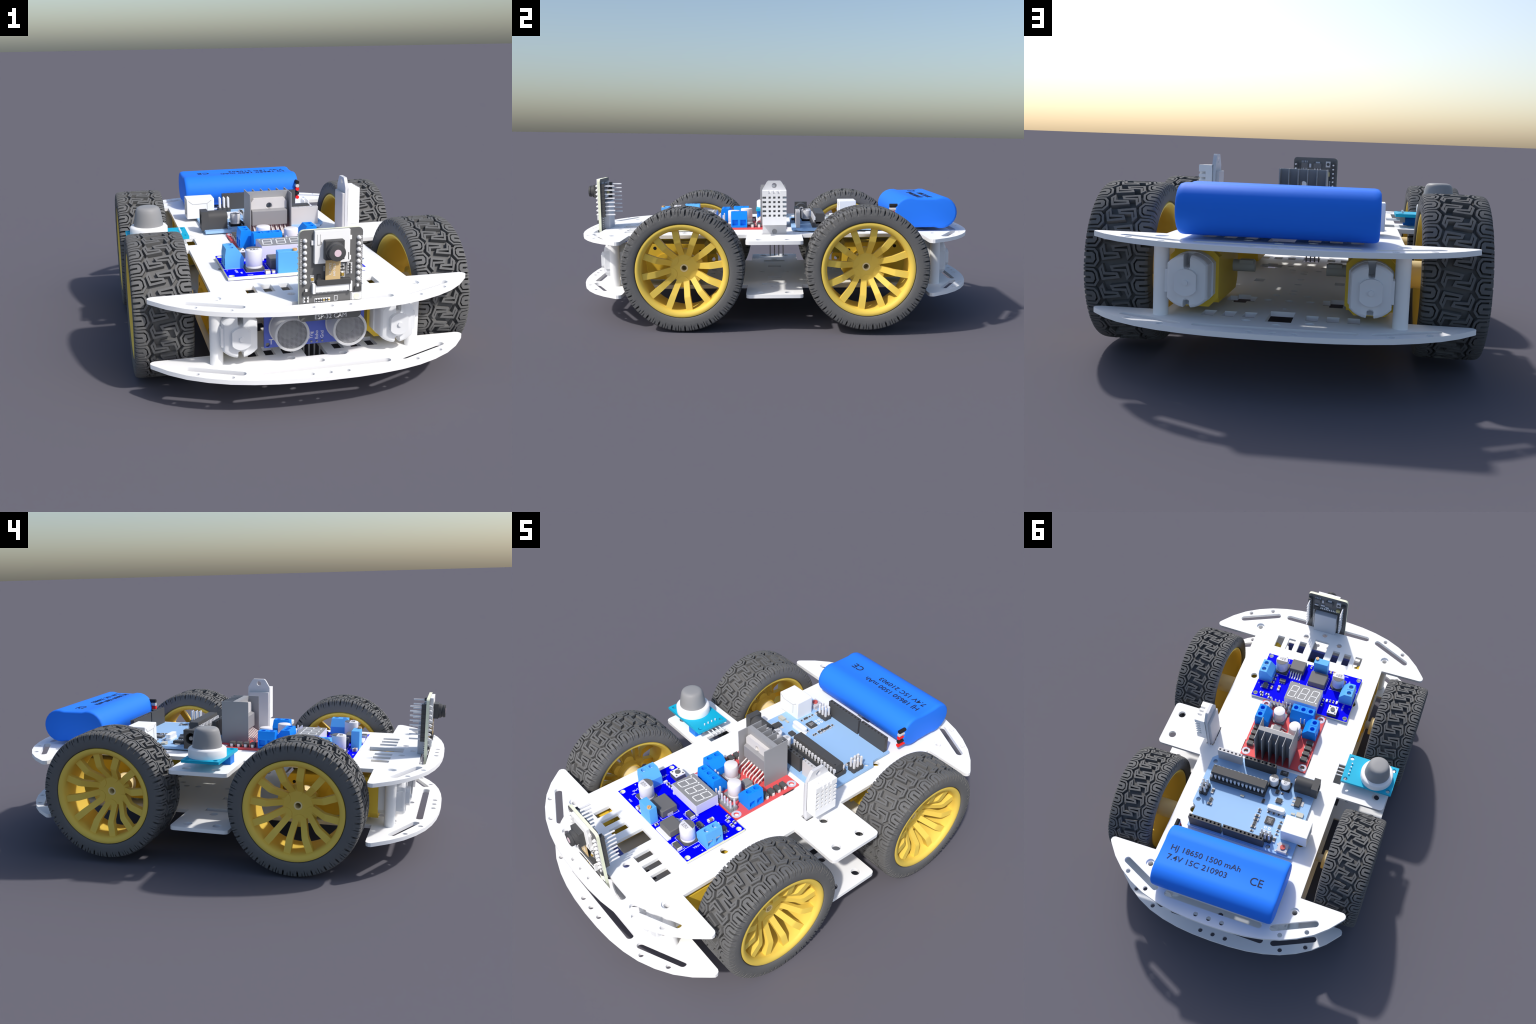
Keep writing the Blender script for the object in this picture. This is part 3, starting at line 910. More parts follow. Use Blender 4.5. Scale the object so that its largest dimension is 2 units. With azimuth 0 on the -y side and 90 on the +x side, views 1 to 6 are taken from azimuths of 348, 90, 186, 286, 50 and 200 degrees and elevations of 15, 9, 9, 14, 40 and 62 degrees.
# usb socket: shell with a recessed mouth
us = MB().prism([(0.375, 0.446), (0.471, 0.446), (0.471, 0.546), (0.375, 0.546)], -0.326, -0.188, 'x').mesh("t", [WPLAS, DGREY])
usm = boolean_mesh(us, MB().prism([(0.389, 0.462), (0.457, 0.462), (0.457, 0.516), (0.447, 0.530), (0.399, 0.530), (0.389, 0.516)], -0.36, -0.225, 'x'), [WPLAS, DGREY], "cable_socket")
usb = put("cable_socket", usm, uno, bevel=0.003)
bx("socket_tongue", (-0.315, -0.220, 0.402, 0.444, 0.486, 0.506), WPLAS, usb)
lines = MB()
lines.tube([(-0.318, 0.3745, 0.538), (-0.296, 0.3745, 0.520), (-0.224, 0.3745, 0.522), (-0.202, 0.3745, 0.538)], 0.0007, 5)
lines.tube([(-0.224, 0.3745, 0.522), (-0.224, 0.3745, 0.470)], 0.0007, 5)
put("shell_seams", lines.mesh("shell_seams", MGREY), usb)
# power jack
jk = MB()
jk.box(-0.289, -0.256, 0.126, 0.196, 0.446, 0.536)
bar = circle(0.161, 0.500, 0.0335, 28)
jk.prism(bar, -0.258, -0.166, 'x')
jk.box(-0.258, -0.166, 0.1275, 0.1945, 0.446, 0.500)
jkm = boolean_mesh(jk.mesh("t", [BLK]), MB().cyl((0.161, 0.496), 0.0265, -0.32, -0.20, 'x', n=28), [BLK], "power_jack")
jack = put("power_jack", jkm, uno)
put("jack_pin", MB().cyl((0.161, 0.496), 0.0095, -0.285, -0.195, 'x', n=16).mesh("jack_pin", MGREY), jack)
jl = MB().revolve([(-0.167, 0.012), (-0.160, 0.012), (-0.160, 0.005), (-0.167, 0.005)], (0.161, 0.505), 'x', n=20, closed=True)
put("jack_rivet", jl.mesh("jack_rivet", LGREY), jack)
# long chip in its socket
sk = MB()
sk.box(-0.033, 0.270, 0.201, 0.219, UZ - 0.001, 0.4745); sk.box(-0.033, 0.270, 0.262, 0.280, UZ - 0.001, 0.4745)
for x in (-0.033, 0.110, 0.258):
    sk.box(x, x + 0.012, 0.2185, 0.2625, UZ - 0.001, 0.468)
put("chip_socket", sk.mesh("chip_socket", BLK), uno)
dp = MB().prism([(0.2165, 0.496), (0.2145, 0.508), (0.2180, 0.521), (0.2630, 0.521), (0.2665, 0.508), (0.2645, 0.496), (0.2630, 0.478), (0.2180, 0.478)], -0.031, 0.264, 'x')
dip = put("processor_chip", dp.mesh("processor_chip", BLK), uno)
lg = MB()
for i in range(14):
    x = -0.019 + i * 0.02155
    for s in (1, -1):
        y0 = 0.2405 + s * 0.0255
        lg.box(x - 0.0058, x + 0.0058, *sorted((y0 - s * 0.002, y0 + s * 0.0062)), 0.488, 0.5045)
        lg.box(x - 0.0036, x + 0.0036, *sorted((y0 + s * 0.0035, y0 + s * 0.0063)), 0.472, 0.490)
put("chip_legs", lg.mesh("chip_legs", PIN), dip, kind="stuff")
put("pin_one_mark", MB().cyl((0.252, 0.2240), 0.0035, 0.5205, 0.5213, 'z', n=12).mesh("pin_one_mark", BLK2), dip)
for x, y in ((-0.118, 0.185), (-0.054, 0.186)):
    c = smd_cap(uno, x, y, UZ - 0.0005, 0.0245, 0.060, CAPS, BLK2, -pi / 2)
    text("capacitor_text", "47", 0.0145, CHIP, c, (0, 0.010, 0.0602), (0, 0, pi), depth=0.0005)
    text("capacitor_text", "25V", 0.0125, CHIP, c, (0, -0.001, 0.0602), (0, 0, pi), depth=0.0005)
cr = MB().prism(slot(-0.1495, 0.329, -0.0825, 0.329, 0.0155), UZ - 0.001, 0.4595, 'z')
cr.prism(slot(-0.1495, 0.329, -0.0825, 0.329, 0.0130), 0.459, 0.4790, 'z')
put("crystal", cr.mesh("crystal", WPLAS), uno, bevel=0.0015)
qf = bx("interface_chip", (-0.127, -0.083, 0.3755, 0.4170, UZ + 0.001, UZ + 0.010), BLK, uno, 0.001)
ql = MB()
for i in range(7):
    t = -0.0165 + i * 0.0055
    for s in (1, -1):
        ql.box(t - 0.0014, t + 0.0014, s * 0.0215 - 0.003, s * 0.0215 + 0.003, -0.006, -0.003)
        ql.box(s * 0.0225 - 0.003, s * 0.0225 + 0.003, t - 0.0014, t + 0.0014, -0.006, -0.003)
put("interface_chip_legs", ql.mesh("interface_chip_legs", PIN), qf, kind="stuff")
for i, w in enumerate(("MEGA", "16U2", "1120")):
    text("chip_text", w, 0.0095, LGREY, qf, (0, -0.008 + 0.009 * i, 0.0046), (0, 0, pi), depth=0.0003)
# six pin programming headers
def prog_header(xs, ys):
    hb = MB()
    for x in xs:
        for y in ys:
            hb.prism(rrect(x - 0.0108, x + 0.0108, y - 0.0108, y + 0.0108, 0.0035, 1), UZ - 0.001, 0.4700, 'z')
    h = put("programming_header", hb.mesh("programming_header", BLK), uno)
    for x in xs:
        for y in ys:
            put("pin", PU, h, (x, y, UZ))
PU = pin_mesh(0.074, 0.0042)
prog_header((0.2635, 0.2850), (0.3165, 0.3380, 0.3600))
prog_header((-0.0965, -0.1180, -0.1400), (0.4825, 0.5035))
# reset button
rb = put("reset_button", MB().box(-0.0265, 0.0265, -0.0255, 0.0255, 0, 0.0220).mesh("reset_button", LGREY), uno, (-0.219, 0.521, UZ - 0.0005), bevel=0.002)
put("button_cap", MB().cyl((0, 0), 0.0130, 0.021, 0.0295, 'z', n=24).mesh("button_cap", BTNRED), rb)
rbl = MB()
for a in (-1, 1):
    for b in (-1, 1): rbl.box(a * 0.030 - 0.006, a * 0.030 + 0.006, b * 0.018 - 0.005, b * 0.018 + 0.005, -0.0005, 0.0035)
put("button_legs", rbl.mesh("button_legs", LGREY), rb, kind="stuff")
# voltage regulator, small chips
vr = bx("regulator", (-0.222, -0.193, 0.224, 0.278, UZ + 0.001, UZ + 0.0155), BLK, uno, 0.001)
vl = MB()
for y in (-0.020, 0, 0.020): vl.box(0.012, 0.030, y - 0.006, y + 0.006, -0.0080, -0.0050)
vl.box(-0.031, -0.012, -0.014, 0.014, -0.0080, -0.0050)
put("regulator_legs", vl.mesh("regulator_legs", LGREY), vr, kind="stuff")
for x, y, a, b in ((-0.112, 0.2745, 0.015, 0.0135), (-0.087, 0.228, 0.008, 0.011), (-0.086, 0.114, 0.020, 0.012)):
    k = bx("small_chip", (x - a, x + a, y - b, y + b, UZ, UZ + 0.0115), BLK, uno, 0.001)
    l = MB()
    for i in (-1, 0, 1):
        for s in (1, -1): l.box(s * a - 0.0055, s * a + 0.0055, i * b * 0.65 - 0.0018, i * b * 0.65 + 0.0018, -0.0060, -0.0025)
    put("small_chip_legs", l.mesh("small_chip_legs", SOLDER), k, kind="stuff")
text("chip_text", "M7", 0.0150, LGREY, uno, (-0.089, 0.114, UZ + 0.0116), (0, 0, pi), depth=0.0003)
su = MB()
for x, y in ((-0.115, 0.228), (-0.036, 0.352), (-0.037, 0.366), (-0.037, 0.477), (-0.084, 0.351), (-0.111, 0.351), (-0.137, 0.349), (-0.167, 0.351), (-0.164, 0.384), (-0.163, 0.436), (-0.164, 0.455)):
    chip_passive(su, x, y, UZ - 0.001, 0.0175, 0.0078, 0.0065)
for x, y in ((-0.036, 0.390), (-0.037, 0.411), (-0.037, 0.455), (0.221, 0.408)):
    chip_passive(su, x, y, UZ - 0.001, 0.0260, 0.0125, 0.0090)
for x, y in ((-0.162, 0.488), (0.231, 0.334)):
    chip_passive(su, x, y, UZ - 0.001, 0.0125, 0.0300, 0.0095, 'y')
for x, y in ((-0.037, 0.433), (-0.164, 0.411), (0.221, 0.384), (-0.036, 0.301)):
    su.box(x - 0.0055, x + 0.0055, y - 0.0115, y + 0.0115, UZ - 0.001, UZ + 0.007, 0)
    for i in range(4):
        yy = y - 0.0085 + i * 0.0057
        su.box(x - 0.0100, x + 0.0100, yy - 0.0015, yy + 0.0015, UZ - 0.001, UZ + 0.0035, 1)
put("surface_parts", su.mesh("surface_parts", [BLK, LGREY]), uno, kind="stuff")
sl = MB()
sl.box(-0.258, -0.222, 0.305, 0.328, UZ - 0.001, UZ + 0.011, 0); sl.box(-0.215, -0.194, 0.316, 0.326, UZ - 0.001, UZ + 0.006, 0)
sl.box(-0.250, -0.228, 0.301, 0.332, UZ - 0.001, UZ + 0.004, 0)
sl.box(0.067, 0.087, 0.305, 0.315, UZ - 0.001, UZ + 0.008, 0)
put("light_parts", sl.mesh("light_parts", [mat("pale_fuse", (0.55, 0.54, 0.47), 0.5, 0.4)]), uno, kind="stuff")
rg = MB()
for x, y in ((-0.096, 0.436), (-0.1175, 0.437), (-0.097, 0.457), (-0.118, 0.458)):
    rg.prism(circle(x, y, 0.0075, 16), UZ - 0.001, UZ + 0.0007, 'z', [circle(x, y, 0.0038, 16)])
put("solder_rings", rg.mesh("solder_rings", SOLDER), uno)

# ------------------------------------------------------------- battery pack
def battery_mesh():
    rr = 0.0802; cz = 0.5240
    c1, c2 = 0.6875, 0.8450
    prof = []
    # cross section (y, z): two cells side by side, wrap slightly sunk between them
    a_in = math.radians(66)
    n = 14
    for i in range(n + 1):
        t = -a_in + (a_in * 2) * 0 + 0
        pass
    # lower right, round the second cell, up and over
    for i in range(n + 1):
        t = -math.radians(112) + math.radians(224) * i / n * 1.0
        prof.append((c2 + rr * math.cos(t) if True else 0, cz + rr * math.sin(t)))
    for i in range(n + 1):
        t = math.radians(68) + math.radians(224) * i / n
        prof.append((c1 + rr * math.cos(t), cz + rr * math.sin(t)))
    cy = (c1 + c2) / 2
    ends = [(-0.3010, 0.84), (-0.3000, 0.90), (-0.2965, 0.955), (-0.290, 0.985), (-0.280, 1.0), (0.293, 1.0), (0.303, 0.985), (0.3095, 0.955), (0.3130, 0.90), (0.3140, 0.84)]
    mb = MB()
    k = len(prof)
    for x, s in ends:
        d = (1 - s) * rr            # inset by an equal distance all round
        for (y, z) in prof:
            v = Vector((y - cy, z - cz))
            # shrink towards the spine between both cell centres
            yc = max(c1 - cy, min(c2 - cy, v.x))
            w = Vector((v.x - yc, v.y))
            f = max(0.0, 1 - d / max(w.length, 1e-6))
            mb.v.append((x, cy + yc + w.x * f, cz + w.y * f))
    for q in range(len(ends) - 1):
        for i in range(k):
            j = (i + 1) % k
            mb.face((q * k + i, q * k + j, (q + 1) * k + j, (q + 1) * k + i))
    mb.face(list(reversed(range(k))))
    mb.face([(len(ends) - 1) * k + i for i in range(k)])
    return mb.mesh("battery_pack", BATT, 50)
bat = put("battery_pack", battery_mesh(), car)
BT = 0.5984
for body, x, y, sz in (("HJ 18650 1500 mAh", 0.270, 0.746, 0.0400), ("7.4V 15C 210903", 0.270, 0.796, 0.0400)):
    text("printed_text", body, sz, INK, bat, (x, y, BT), (0, 0, pi), 'LEFT', depth=0.0012, sx=1.09, bold=0.0002)
text("printed_text", "CE", 0.0560, INK, bat, (-0.180, 0.782, BT), (0, 0, pi), 'CENTER', depth=0.0012, bold=0.0002)
for z, m in ((0.5610, BLK2), (0.5425, LGREY), (0.5245, RED), (0.5025, BLK2), (0.4800, RED)):
    w = MB().cyl((z, 0.3025), 0.0098, 0.5860, 0.665, 'y', n=16)
    put("wire", w.mesh("wire", m), bat)

# ------------------------------------------------------------- temperature and humidity sensor
dbody = MB().box(0.366, 0.4255, -0.0505, 0.0675, 0.482, 0.6485).mesh("t", WPLAS)
cut = MB()
cw = 0.0056
cols = (-0.0370, -0.0140, 0.0085, 0.0310, 0.0545)
for z in (0.616, 0.594, 0.572, 0.550, 0.528):
    for i, y in enumerate(cols):
        y0, y1 = y - cw, y + cw
        if i == 0: y0, y1 = -0.049, y + cw
        if i == 4: y0, y1 = y - cw, 0.0735
        cut.box(0.398, 0.440, y0, y1, z - 0.0052, z + 0.0052)
for y in cols[1:4]:
    cut.box(0.398, 0.440, y - cw, y + cw, 0.6335, 0.660)
dht = put("humidity_sensor", boolean_mesh(dbody, cut, [WPLAS], "humidity_sensor"), car)
tong = [(-0.0505, 0.426), (0.0675, 0.426), (0.0675, 0.650), (0.045, 0.688), (0.038, 0.6945), (-0.021, 0.6945), (-0.028, 0.688), (-0.0505, 0.650)]
tg = MB().prism(tong, 0.356, 0.371, 'x', [circle(0.0085, 0.671, 0.0125, 20), circle(0.0085, 0.4445, 0.0125, 16)])
put("mounting_tongue", tg.mesh("mounting_tongue", WPLAS), dht)
put("back_cover", MB().box(0.3425, 0.3575, -0.0485, 0.0610, 0.424, 0.6265).mesh("back_cover", LGREY), dht, bevel=0.004)
bpy.data.objects[dht.children[-1].name].data.materials[0] = mat("sensor_back_grey", (0.66, 0.66, 0.68), 0.5, 0.4)
for i in range(4):
    y = -0.0140 + i * 0.0214
    put("sensor_lead", MB().cyl((0.3635, y), 0.0026, 0.322, 0.430, 'z', n=8).mesh("sensor_lead", MGREY), dht)

# ------------------------------------------------------------- gas sensor
gx, gy = -0.5475, -0.0135
gb = MB().prism(rect(-0.648, -0.378, -0.0985, 0.0705), 0.4725, 0.4850, 'z', [circle(x, y, 0.0110, 20) for x in (-0.399, -0.627) for y in (-0.0755, 0.0515)])
gas = put("gas_sensor", gb.mesh("gas_sensor", TEAL), car)
rgm = MB().revolve([(0.484, 0.0835), (0.518, 0.0835), (0.5245, 0.0775), (0.5265, 0.0660)], (gx, gy), 'z', n=56, cap=True)
put("sensor_collar", rgm.mesh("sensor_collar", WPLAS, 50), gas)
dmm = MB().revolve([(0.520, 0.0660), (0.560, 0.0610), (0.584, 0.0565), (0.597, 0.0530), (0.604, 0.0490), (0.6085, 0.0430), (0.6105, 0.0340), (0.611, 0.015)], (gx, gy), 'z', n=56, cap=True)
put("sensor_dome", dmm.mesh("sensor_dome", DOME, 50), gas)
pot = MB().box(-0.474, -0.418, -0.094, -0.054, 0.4306, 0.4735)
for y in (-0.085, -0.074, -0.063):
    pot.box(-0.4185, -0.4160, y - 0.002, y + 0.002, 0.4315, 0.4725)
put("trimmer", pot.mesh("trimmer", POTB), gas)
put("pin_header_base", MB().box(-0.418, -0.398, -0.054, 0.034, 0.449, 0.4730).mesh("pin_header_base", MGREY), gas)
for i in range(4):
    y = -0.042 + i * 0.0213
    p = MB().tube([(-0.408, y, 0.4945), (-0.408, y, 0.486)], 0.0036, 8)
    p.tube([(-0.404, y + 0.005, 0.457), (-0.343, y + 0.005, 0.457)], 0.0034, 8)
    put("pin", p.mesh("pin", PIN), gas)

# ------------------------------------------------------------- camera board
EF, EB = -0.9170, -0.9035            # front and back faces (y)
# outline as (z, x) along y
eo = [(a, b) for b, a in rrect(-0.1035, 0.1265, 0.3625, 0.6960, 0.017, 4)]
eb = MB().prism(eo, EF, EB, 'y', mi=0, mside=1)
esp = put("camera_board", eb.mesh("camera_board", [ESPB, BEDGE], 40), car)
def ebx(name, x0, x1, z0, z1, y0, y1, m, bevel=0.0):
    return bx(name, (x0, x1, min(y0, y1), max(y0, y1), z0, z1), m, esp, bevel)
ebx("card_slot", -0.052, 0.075, 0.577, 0.694, EF + 0.001, -0.9315, WPLAS, 0.001)
cd = MB()
cd.box(-0.0435, -0.0425, -0.9320, -0.9310, 0.645, 0.682); cd.box(-0.0435, -0.031, -0.9320, -0.9310, 0.6440, 0.6455)
cd.box(-0.0325, -0.0315, -0.9320, -0.9310, 0.655, 0.682); cd.box(-0.0315, -0.0285, -0.9320, -0.9310, 0.6455, 0.6555)
cd.box(0.069, 0.072, -0.9320, -0.9310, 0.586, 0.612)
put("slot_marks", cd.mesh("slot_marks", BLK), esp)
for x0, x1, z0, z1 in ((0.074, 0.084, 0.655, 0.669), (0.074, 0.082, 0.582, 0.597), (-0.061, -0.051, 0.643, 0.659)):
    ebx("slot_lug", x0, x1, z0, z1, EF + 0.001, -0.923, WPLAS)
ebx("camera_module", -0.021, 0.048, 0.594, 0.663, -0.930, -0.955, BLK, 0.002)
ln = MB()
ln.revolve([(-0.953, 0.0340), (-0.966, 0.0325), (-0.968, 0.0285), (-0.975, 0.0275), (-0.9755, 0.0300), (-0.9845, 0.0290), (-0.9850, 0.0270)], (0.6265, 0.0135), 'y', n=32, cap=True)
lens = put("lens_barrel", ln.mesh("lens_barrel", BLK), esp)
put("lens_glass", MB().cyl((0.6265, 0.0135), 0.0125, -0.9860, -0.9840, 'y', n=28).mesh("lens_glass", LENSP), lens)
fl = MB().box(-0.013, 0.041, -0.9325, -0.9300, 0.512, 0.597)
flex = put("flex_cable", fl.mesh("flex_cable", FLEX), esp)
text("printed_text", "CY-OV2", 0.0125, SILK, flex, (0.004, -0.9327, 0.556), (pi / 2, -pi / 2, 0), depth=0.0003)
text("printed_text", "640-V2.0", 0.0125, SILK, flex, (0.0190, -0.9327, 0.552), (pi / 2, -pi / 2, 0), depth=0.0003)
ebx("connector_latch", -0.044, 0.080, 0.497, 0.517, EF + 0.001, -0.9350, BLK, 0.001)
cf = MB().box(-0.046, 0.075, -0.9300, EF + 0.001, 0.473, 0.499)
for x in (-0.0575, 0.077): cf.box(x, x + 0.0085, -0.9330, EF + 0.001, 0.469, 0.505)
put("flex_connector", cf.mesh("flex_connector", WPLAS), esp)
ct = MB()
for i in range(24):
    x = -0.043 + i * 0.00492
    ct.box(x - 0.0012, x + 0.0012, -0.9200, EF + 0.001, 0.4655, 0.4745)
put("connector_contacts", ct.mesh("connector_contacts", SOLDER), esp, kind="stuff")
# solder domes in front, header strips and pins behind
sdm = MB().revolve([(0.001, 0.0076), (-0.005, 0.0072), (-0.010, 0.0052), (-0.0130, 0.0025)], (0, 0), 'y', n=14, cap=True).mesh("solder_dome", SOLDER, 60)
epm = MB().cyl((0, 0), 0.0037, 0.0, 0.0725, 'y', n=8).mesh("pin", PIN)
hdm = MB().box(-0.0100, 0.0100, 0, 0.0220, -0.0106, 0.0100).mesh("header_block", BLK)
for x in (-0.0835, 0.1115):
    for i in range(8):
        z = 0.659 - i * 0.02143
        put("solder_dome", sdm, esp, (x, EF, z))
        put("header_block", hdm, esp, (x, EB - 0.001, z))
        put("pin", epm, esp, (x, EB, z))
for i, w in enumerate(("5V", "GND", "IO12", "IO13", "IO15", "IO14", "IO2", "IO4")):
    text("pin_label", w, 0.0110, SILK, esp, (-0.0965, EF - 0.0001, 0.6610 - i * 0.02143), (pi / 2, -pi / 2, 0), depth=0.0004)
for i, w in enumerate(("3V3", "IO16", "IO0", "GND", "VCC", "U0R", "U0T", "GND")):
    text("pin_label", w, 0.0110, SILK, esp, (0.1225, EF - 0.0001, 0.6575 - i * 0.02143), (pi / 2, pi / 2, 0), depth=0.0004)
text("board_name", "ESP-32 CAM", 0.0235, SILK, esp, (0.0135, EF - 0.0002, 0.3755), (pi / 2, 0, 0), depth=0.0005, sx=0.98)
def frame(mb, x0, x1, z0, z1, w=0.0015):
    for a, b, c, d in ((x0, x1, z0, z0 + w), (x0, x1, z1 - w, z1), (x0, x0 + w, z0 + w, z1 - w), (x1 - w, x1, z0 + w, z1 - w)):
        mb.box(a, b, EF - 0.0006, EF + 0.0005, c, d)
sk = MB()
for x0, x1, z0, z1 in ((0.040, 0.061, 0.548, 0.568), (0.069, 0.089, 0.529, 0.570), (0.043, 0.063, 0.519, 0.540), (-0.064, -0.050, 0.508, 0.533),
                       (-0.089, -0.068, 0.434, 0.456), (-0.047, 0.010, 0.432, 0.447), (0.0245, 0.0370, 0.433, 0.452), (-0.015, -0.0115, 0.545, 0.564)):
    frame(sk, x0, x1, z0, z1)
sk.box(0.0865, 0.1260, EF - 0.0006, EF + 0.0005, 0.4565, 0.4580); sk.box(0.0865, 0.0880, EF - 0.0006, EF + 0.0005, 0.430, 0.4565)
put("silkscreen_outlines", sk.mesh("silkscreen_outlines", SILK), esp, kind="stuff")
ss = MB()
for x, z in ((0.0455, 0.558), (0.0555, 0.558)):
    ss.box(x - 0.003, x + 0.003, -0.9215, EF + 0.001, z - 0.007, z + 0.007, 1); ss.box(x - 0.003, x + 0.003, -0.9220, EF + 0.001, z - 0.0035, z + 0.0035, 0)
for i in range(4):
    z = 0.5345 + i * 0.010
    ss.box(0.072, 0.086, -0.9205, EF + 0.001, z - 0.003, z + 0.003, 1); ss.box(0.0755, 0.0825, -0.9215, EF + 0.001, z - 0.0032, z + 0.0032, 0)
for i in range(2):
    z = 0.4395 + i * 0.011
    ss.box(-0.086, -0.071, -0.9205, EF + 0.001, z - 0.003, z + 0.003, 1); ss.box(-0.082, -0.0755, -0.9215, EF + 0.001, z - 0.0035, z + 0.0035, 0)
for i in range(6):
    x = -0.041 + i * 0.0092
    ss.box(x - 0.0025, x + 0.0025, -0.9205, EF + 0.001, 0.434, 0.4455, 1)
    ss.box(x - 0.0027, x + 0.0027, -0.9215, EF + 0.001, 0.437, 0.4425, 2 if i in (3, 5) else 0)
for x, z in ((0.053, 0.5295), (-0.057, 0.5195)):
    ss.box(x - 0.004, x + 0.004, -0.9205, EF + 0.001, z - 0.009, z + 0.009, 1); ss.box(x - 0.0045, x + 0.0045, -0.9235, EF + 0.001, z - 0.005, z + 0.005, 2)
for x, z, a, b in ((-0.033, 0.526, 0.006, 0.010), (-0.078, 0.4685, 0.012, 0.007), (0.1105, 0.4730, 0.012, 0.007)):
    ss.box(x - a, x + a, -0.9245, EF + 0.001, z - b, z + b, 0)
for x, z in ((-0.0785, 0.4800), (0.1105, 0.4845)):
    ss.box(x - 0.004, x + 0.004, -0.9225, EF + 0.001, z - 0.0045, z + 0.0045, 1)
put("surface_parts", ss.mesh("surface_parts", [BLK, SOLDER, GOLD]), esp, kind="stuff")
put("flash_lamp", MB().cyl((0.4435, 0.1080), 0.0105, -0.9215, EF + 0.001, 'y', n=24).mesh("flash_lamp", LEDY), esp)
# back of the camera board
ebx("lamp_base", 0.090, 0.125, 0.4315, 0.4555, EF + 0.001, -0.9190, WPLAS)
ebx("shield_can", -0.053, 0.077, 0.430, 0.575, EB - 0.001, -0.8690, SHIELD, 0.003)
ebx("module_board", -0.066, 0.090, 0.400, 0.600, EB - 0.001, -0.8985, BLK)
mc = MB()
for i in range(15):
    z = 0.425 + i * 0.0105
    for x in (-0.0655, 0.0895): mc.box(x - 0.0035, x + 0.0035, EB - 0.001, -0.8975, z - 0.003, z + 0.003)
for i in range(10):
    x = -0.045 + i * 0.0105
    mc.box(x - 0.0030, x + 0.0030, EB - 0.001, -0.8975, 0.5935, 0.6030)
put("module_contacts", mc.mesh("module_contacts", SOLDER), esp, kind="stuff")
ebx("memory_chip", 0.053, 0.087, 0.642, 0.669, EB - 0.001, -0.8900, CHIP, 0.001)
ebx("regulator", -0.020, 0.022, 0.640, 0.667, EB - 0.001, -0.8880, CHIP, 0.001)
bk = MB()
for i in range(4):
    for z in (0.6375, 0.6735): bk.box(0.0575 + i * 0.0085 - 0.002, 0.0575 + i * 0.0085 + 0.002, EB - 0.001, -0.8985, z - 0.005, z + 0.005)
for i in range(3): bk.box(-0.014 + i * 0.0145 - 0.0033, -0.014 + i * 0.0145 + 0.0033, EB - 0.001, -0.8975, 0.632, 0.642)
bk.box(-0.011, 0.011, EB - 0.001, -0.8975, 0.664, 0.675)
bk.box(0.035, 0.045, EB - 0.001, -0.8985, 0.644, 0.664); bk.box(0.066, 0.088, EB - 0.001, -0.8985, 0.612, 0.621); bk.box(0.028, 0.050, EB - 0.001, -0.8985, 0.617, 0.627)
bk.box(0.004, 0.024, EB - 0.001, -0.8985, 0.607, 0.617)
put("surface_parts", bk.mesh("surface_parts", SHIELD), esp, kind="stuff")
rbt = put("reset_button", MB().box(-0.066, -0.042, -0.9045, -0.8920, 0.648, 0.678).mesh("reset_button", LGREY), esp)
put("button_cap", MB().cyl((0.663, -0.054), 0.0078, -0.8930, -0.8890, 'y', n=18).mesh("button_cap", BLK), rbt)
ant = MB().box(-0.064, -0.042, -0.9045, -0.8950, 0.600, 0.622)
put("antenna_socket", ant.mesh("antenna_socket", mat("antenna_gold", (0.55, 0.48, 0.22), 0.4, 0.5)), esp)

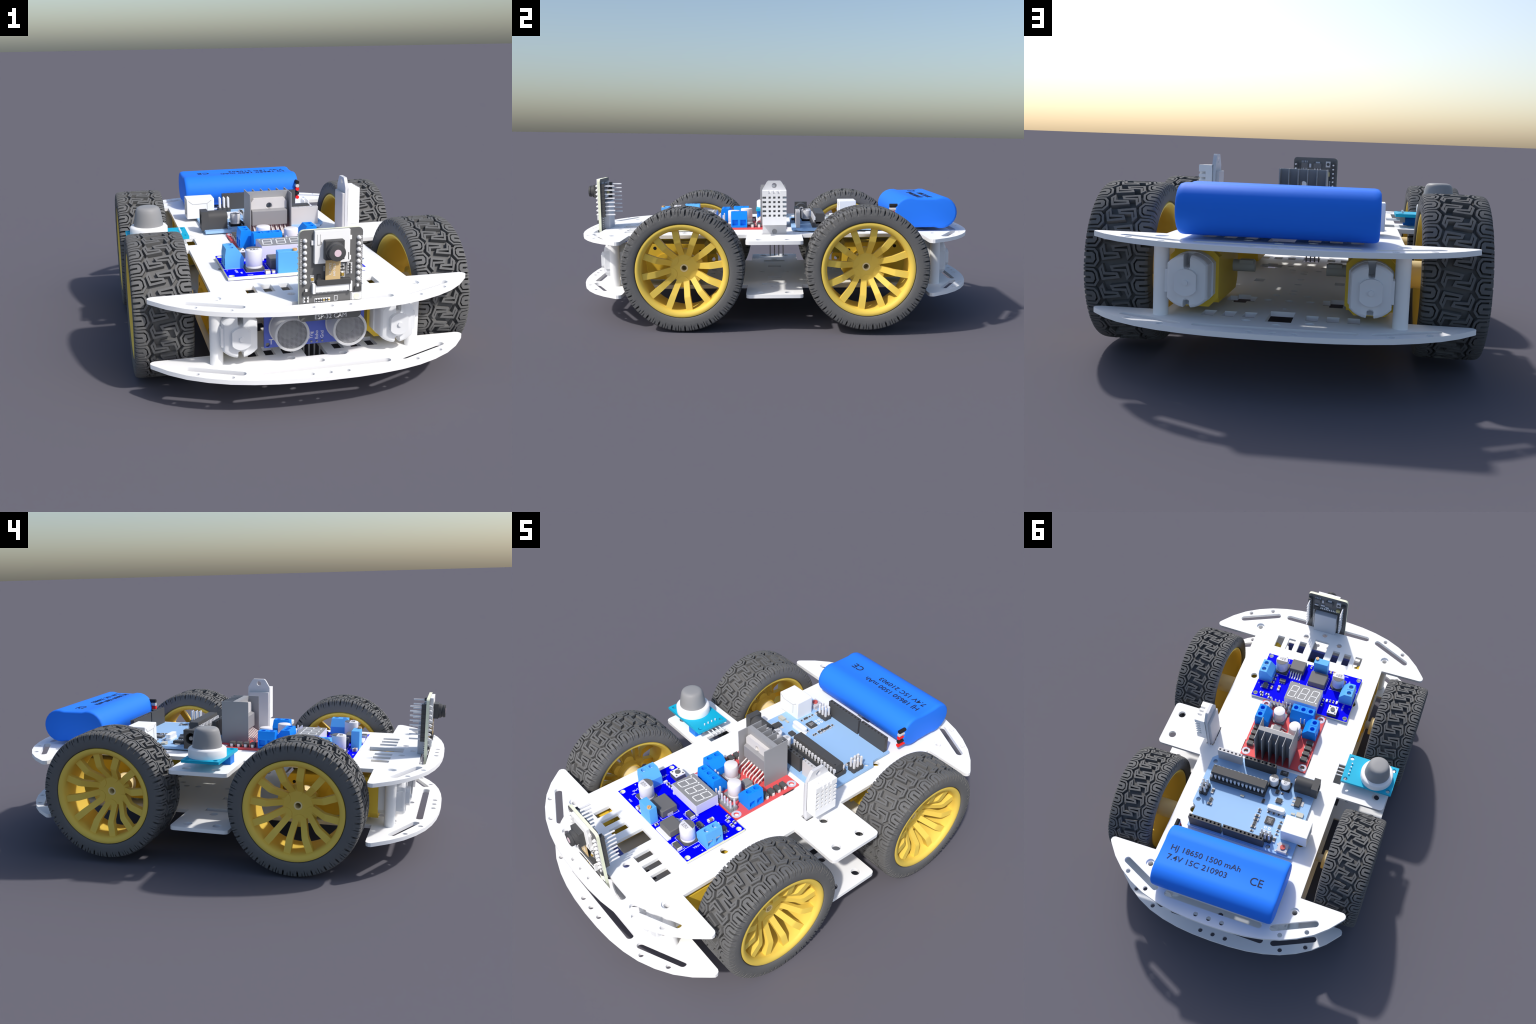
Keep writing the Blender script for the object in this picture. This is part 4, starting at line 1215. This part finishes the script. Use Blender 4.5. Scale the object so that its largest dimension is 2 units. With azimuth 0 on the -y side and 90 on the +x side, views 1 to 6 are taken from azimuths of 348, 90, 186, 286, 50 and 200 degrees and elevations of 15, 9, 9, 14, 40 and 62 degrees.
# ------------------------------------------------------------- ultrasonic range finder
UF, UB = -0.7700, -0.7580
hsb = MB().prism([(z, x) for x, z in rect(-0.196, 0.194, 0.212, 0.374)], UF, UB, 'y',
                 holes=[circle(z, x, 0.0085, 14) for x in (-0.183, 0.181) for z in (0.224, 0.362)])
son = put("range_finder", hsb.mesh("range_finder", SONB), car)
for x in (-0.1110, 0.1085):
    ez = 0.2920
    e = MB().revolve([(UF + 0.001, 0.0690), (UF - 0.008, 0.0690), (UF - 0.010, 0.0660), (-0.8560, 0.0655), (-0.8580, 0.0640), (-0.8580, 0.0570), (-0.8560, 0.0558), (-0.8535, 0.0556)], (ez, x), 'y', n=48)
    e.revolve([(-0.8536, 0.0556), (-0.7950, 0.0548), (-0.7950, 0.0010)], (ez, x), 'y', n=48, mi=1)
    ey = put("ultrasonic_eye", e.mesh("ultrasonic_eye", [EYE, DGREY]), son)
    mm = MB().revolve([(-0.7940, 0.037), (-0.8080, 0.036), (-0.8095, 0.034), (-0.8100, 0.008), (-0.8120, 0.0065)], (ez, x), 'y', n=36, cap=True)
    put("membrane", mm.mesh("membrane", EYEIN), ey)
    put("cup_floor", MB().cyl((ez, x), 0.0546, -0.7965, -0.7940, 'y', n=36).mesh("cup_floor", DGREY), ey)
    g = MB()
    pitch, wr, gr = 0.0048, 0.00085, 0.0552
    for i in range(-11, 12):
        d = i * pitch
        hl = math.sqrt(max(0.0, gr * gr - d * d))
        if hl < 0.004: continue
        g.box(x + d - wr, x + d + wr, -0.8525, -0.8510, ez - hl, ez + hl)
        g.box(x - hl, x + hl, -0.8532, -0.8517, ez + d - wr, ez + d + wr)
    put("wire_grille", g.mesh("wire_grille", EYEW), ey, kind="stuff")
for body, x, z, sz in (("T", -0.170, 0.234, 0.030), ("R", 0.168, 0.234, 0.030)):
    text("printed_text", body, sz, SILK, son, (x, UF - 0.0002, z), (pi / 2, 0, 0), depth=0.0004)
for i, w in enumerate(("Vcc", "Trig", "Echo", "Gnd")):
    x = -0.0355 + i * 0.0213
    text("pin_label", w, 0.0175, SILK, son, (x, UF - 0.0002, 0.247), (pi / 2, -pi / 2, 0), depth=0.0004)
    p = MB().cyl((0.2220, x), 0.0040, UF - 0.005, UF + 0.001, 'y', n=10)
    p.tube([(x, UB - 0.002, 0.222), (x, UB + 0.012, 0.222), (x, UB + 0.018, 0.214), (x, UB + 0.018, 0.130)], 0.0035, 8)
    put("pin", p.mesh("pin", MGREY), son)
bx("pin_header_base", (-0.047, 0.040, UB - 0.001, UB + 0.021, 0.2125, 0.2330), BLK, son)
for x0, x1, z0, z1 in ((-0.13, -0.09, 0.28, 0.31), (0.0, 0.05, 0.26, 0.30), (0.09, 0.13, 0.28, 0.31)):
    bx("small_chip", (x0, x1, UB - 0.001, UB + 0.013, z0, z1), BLK, son)
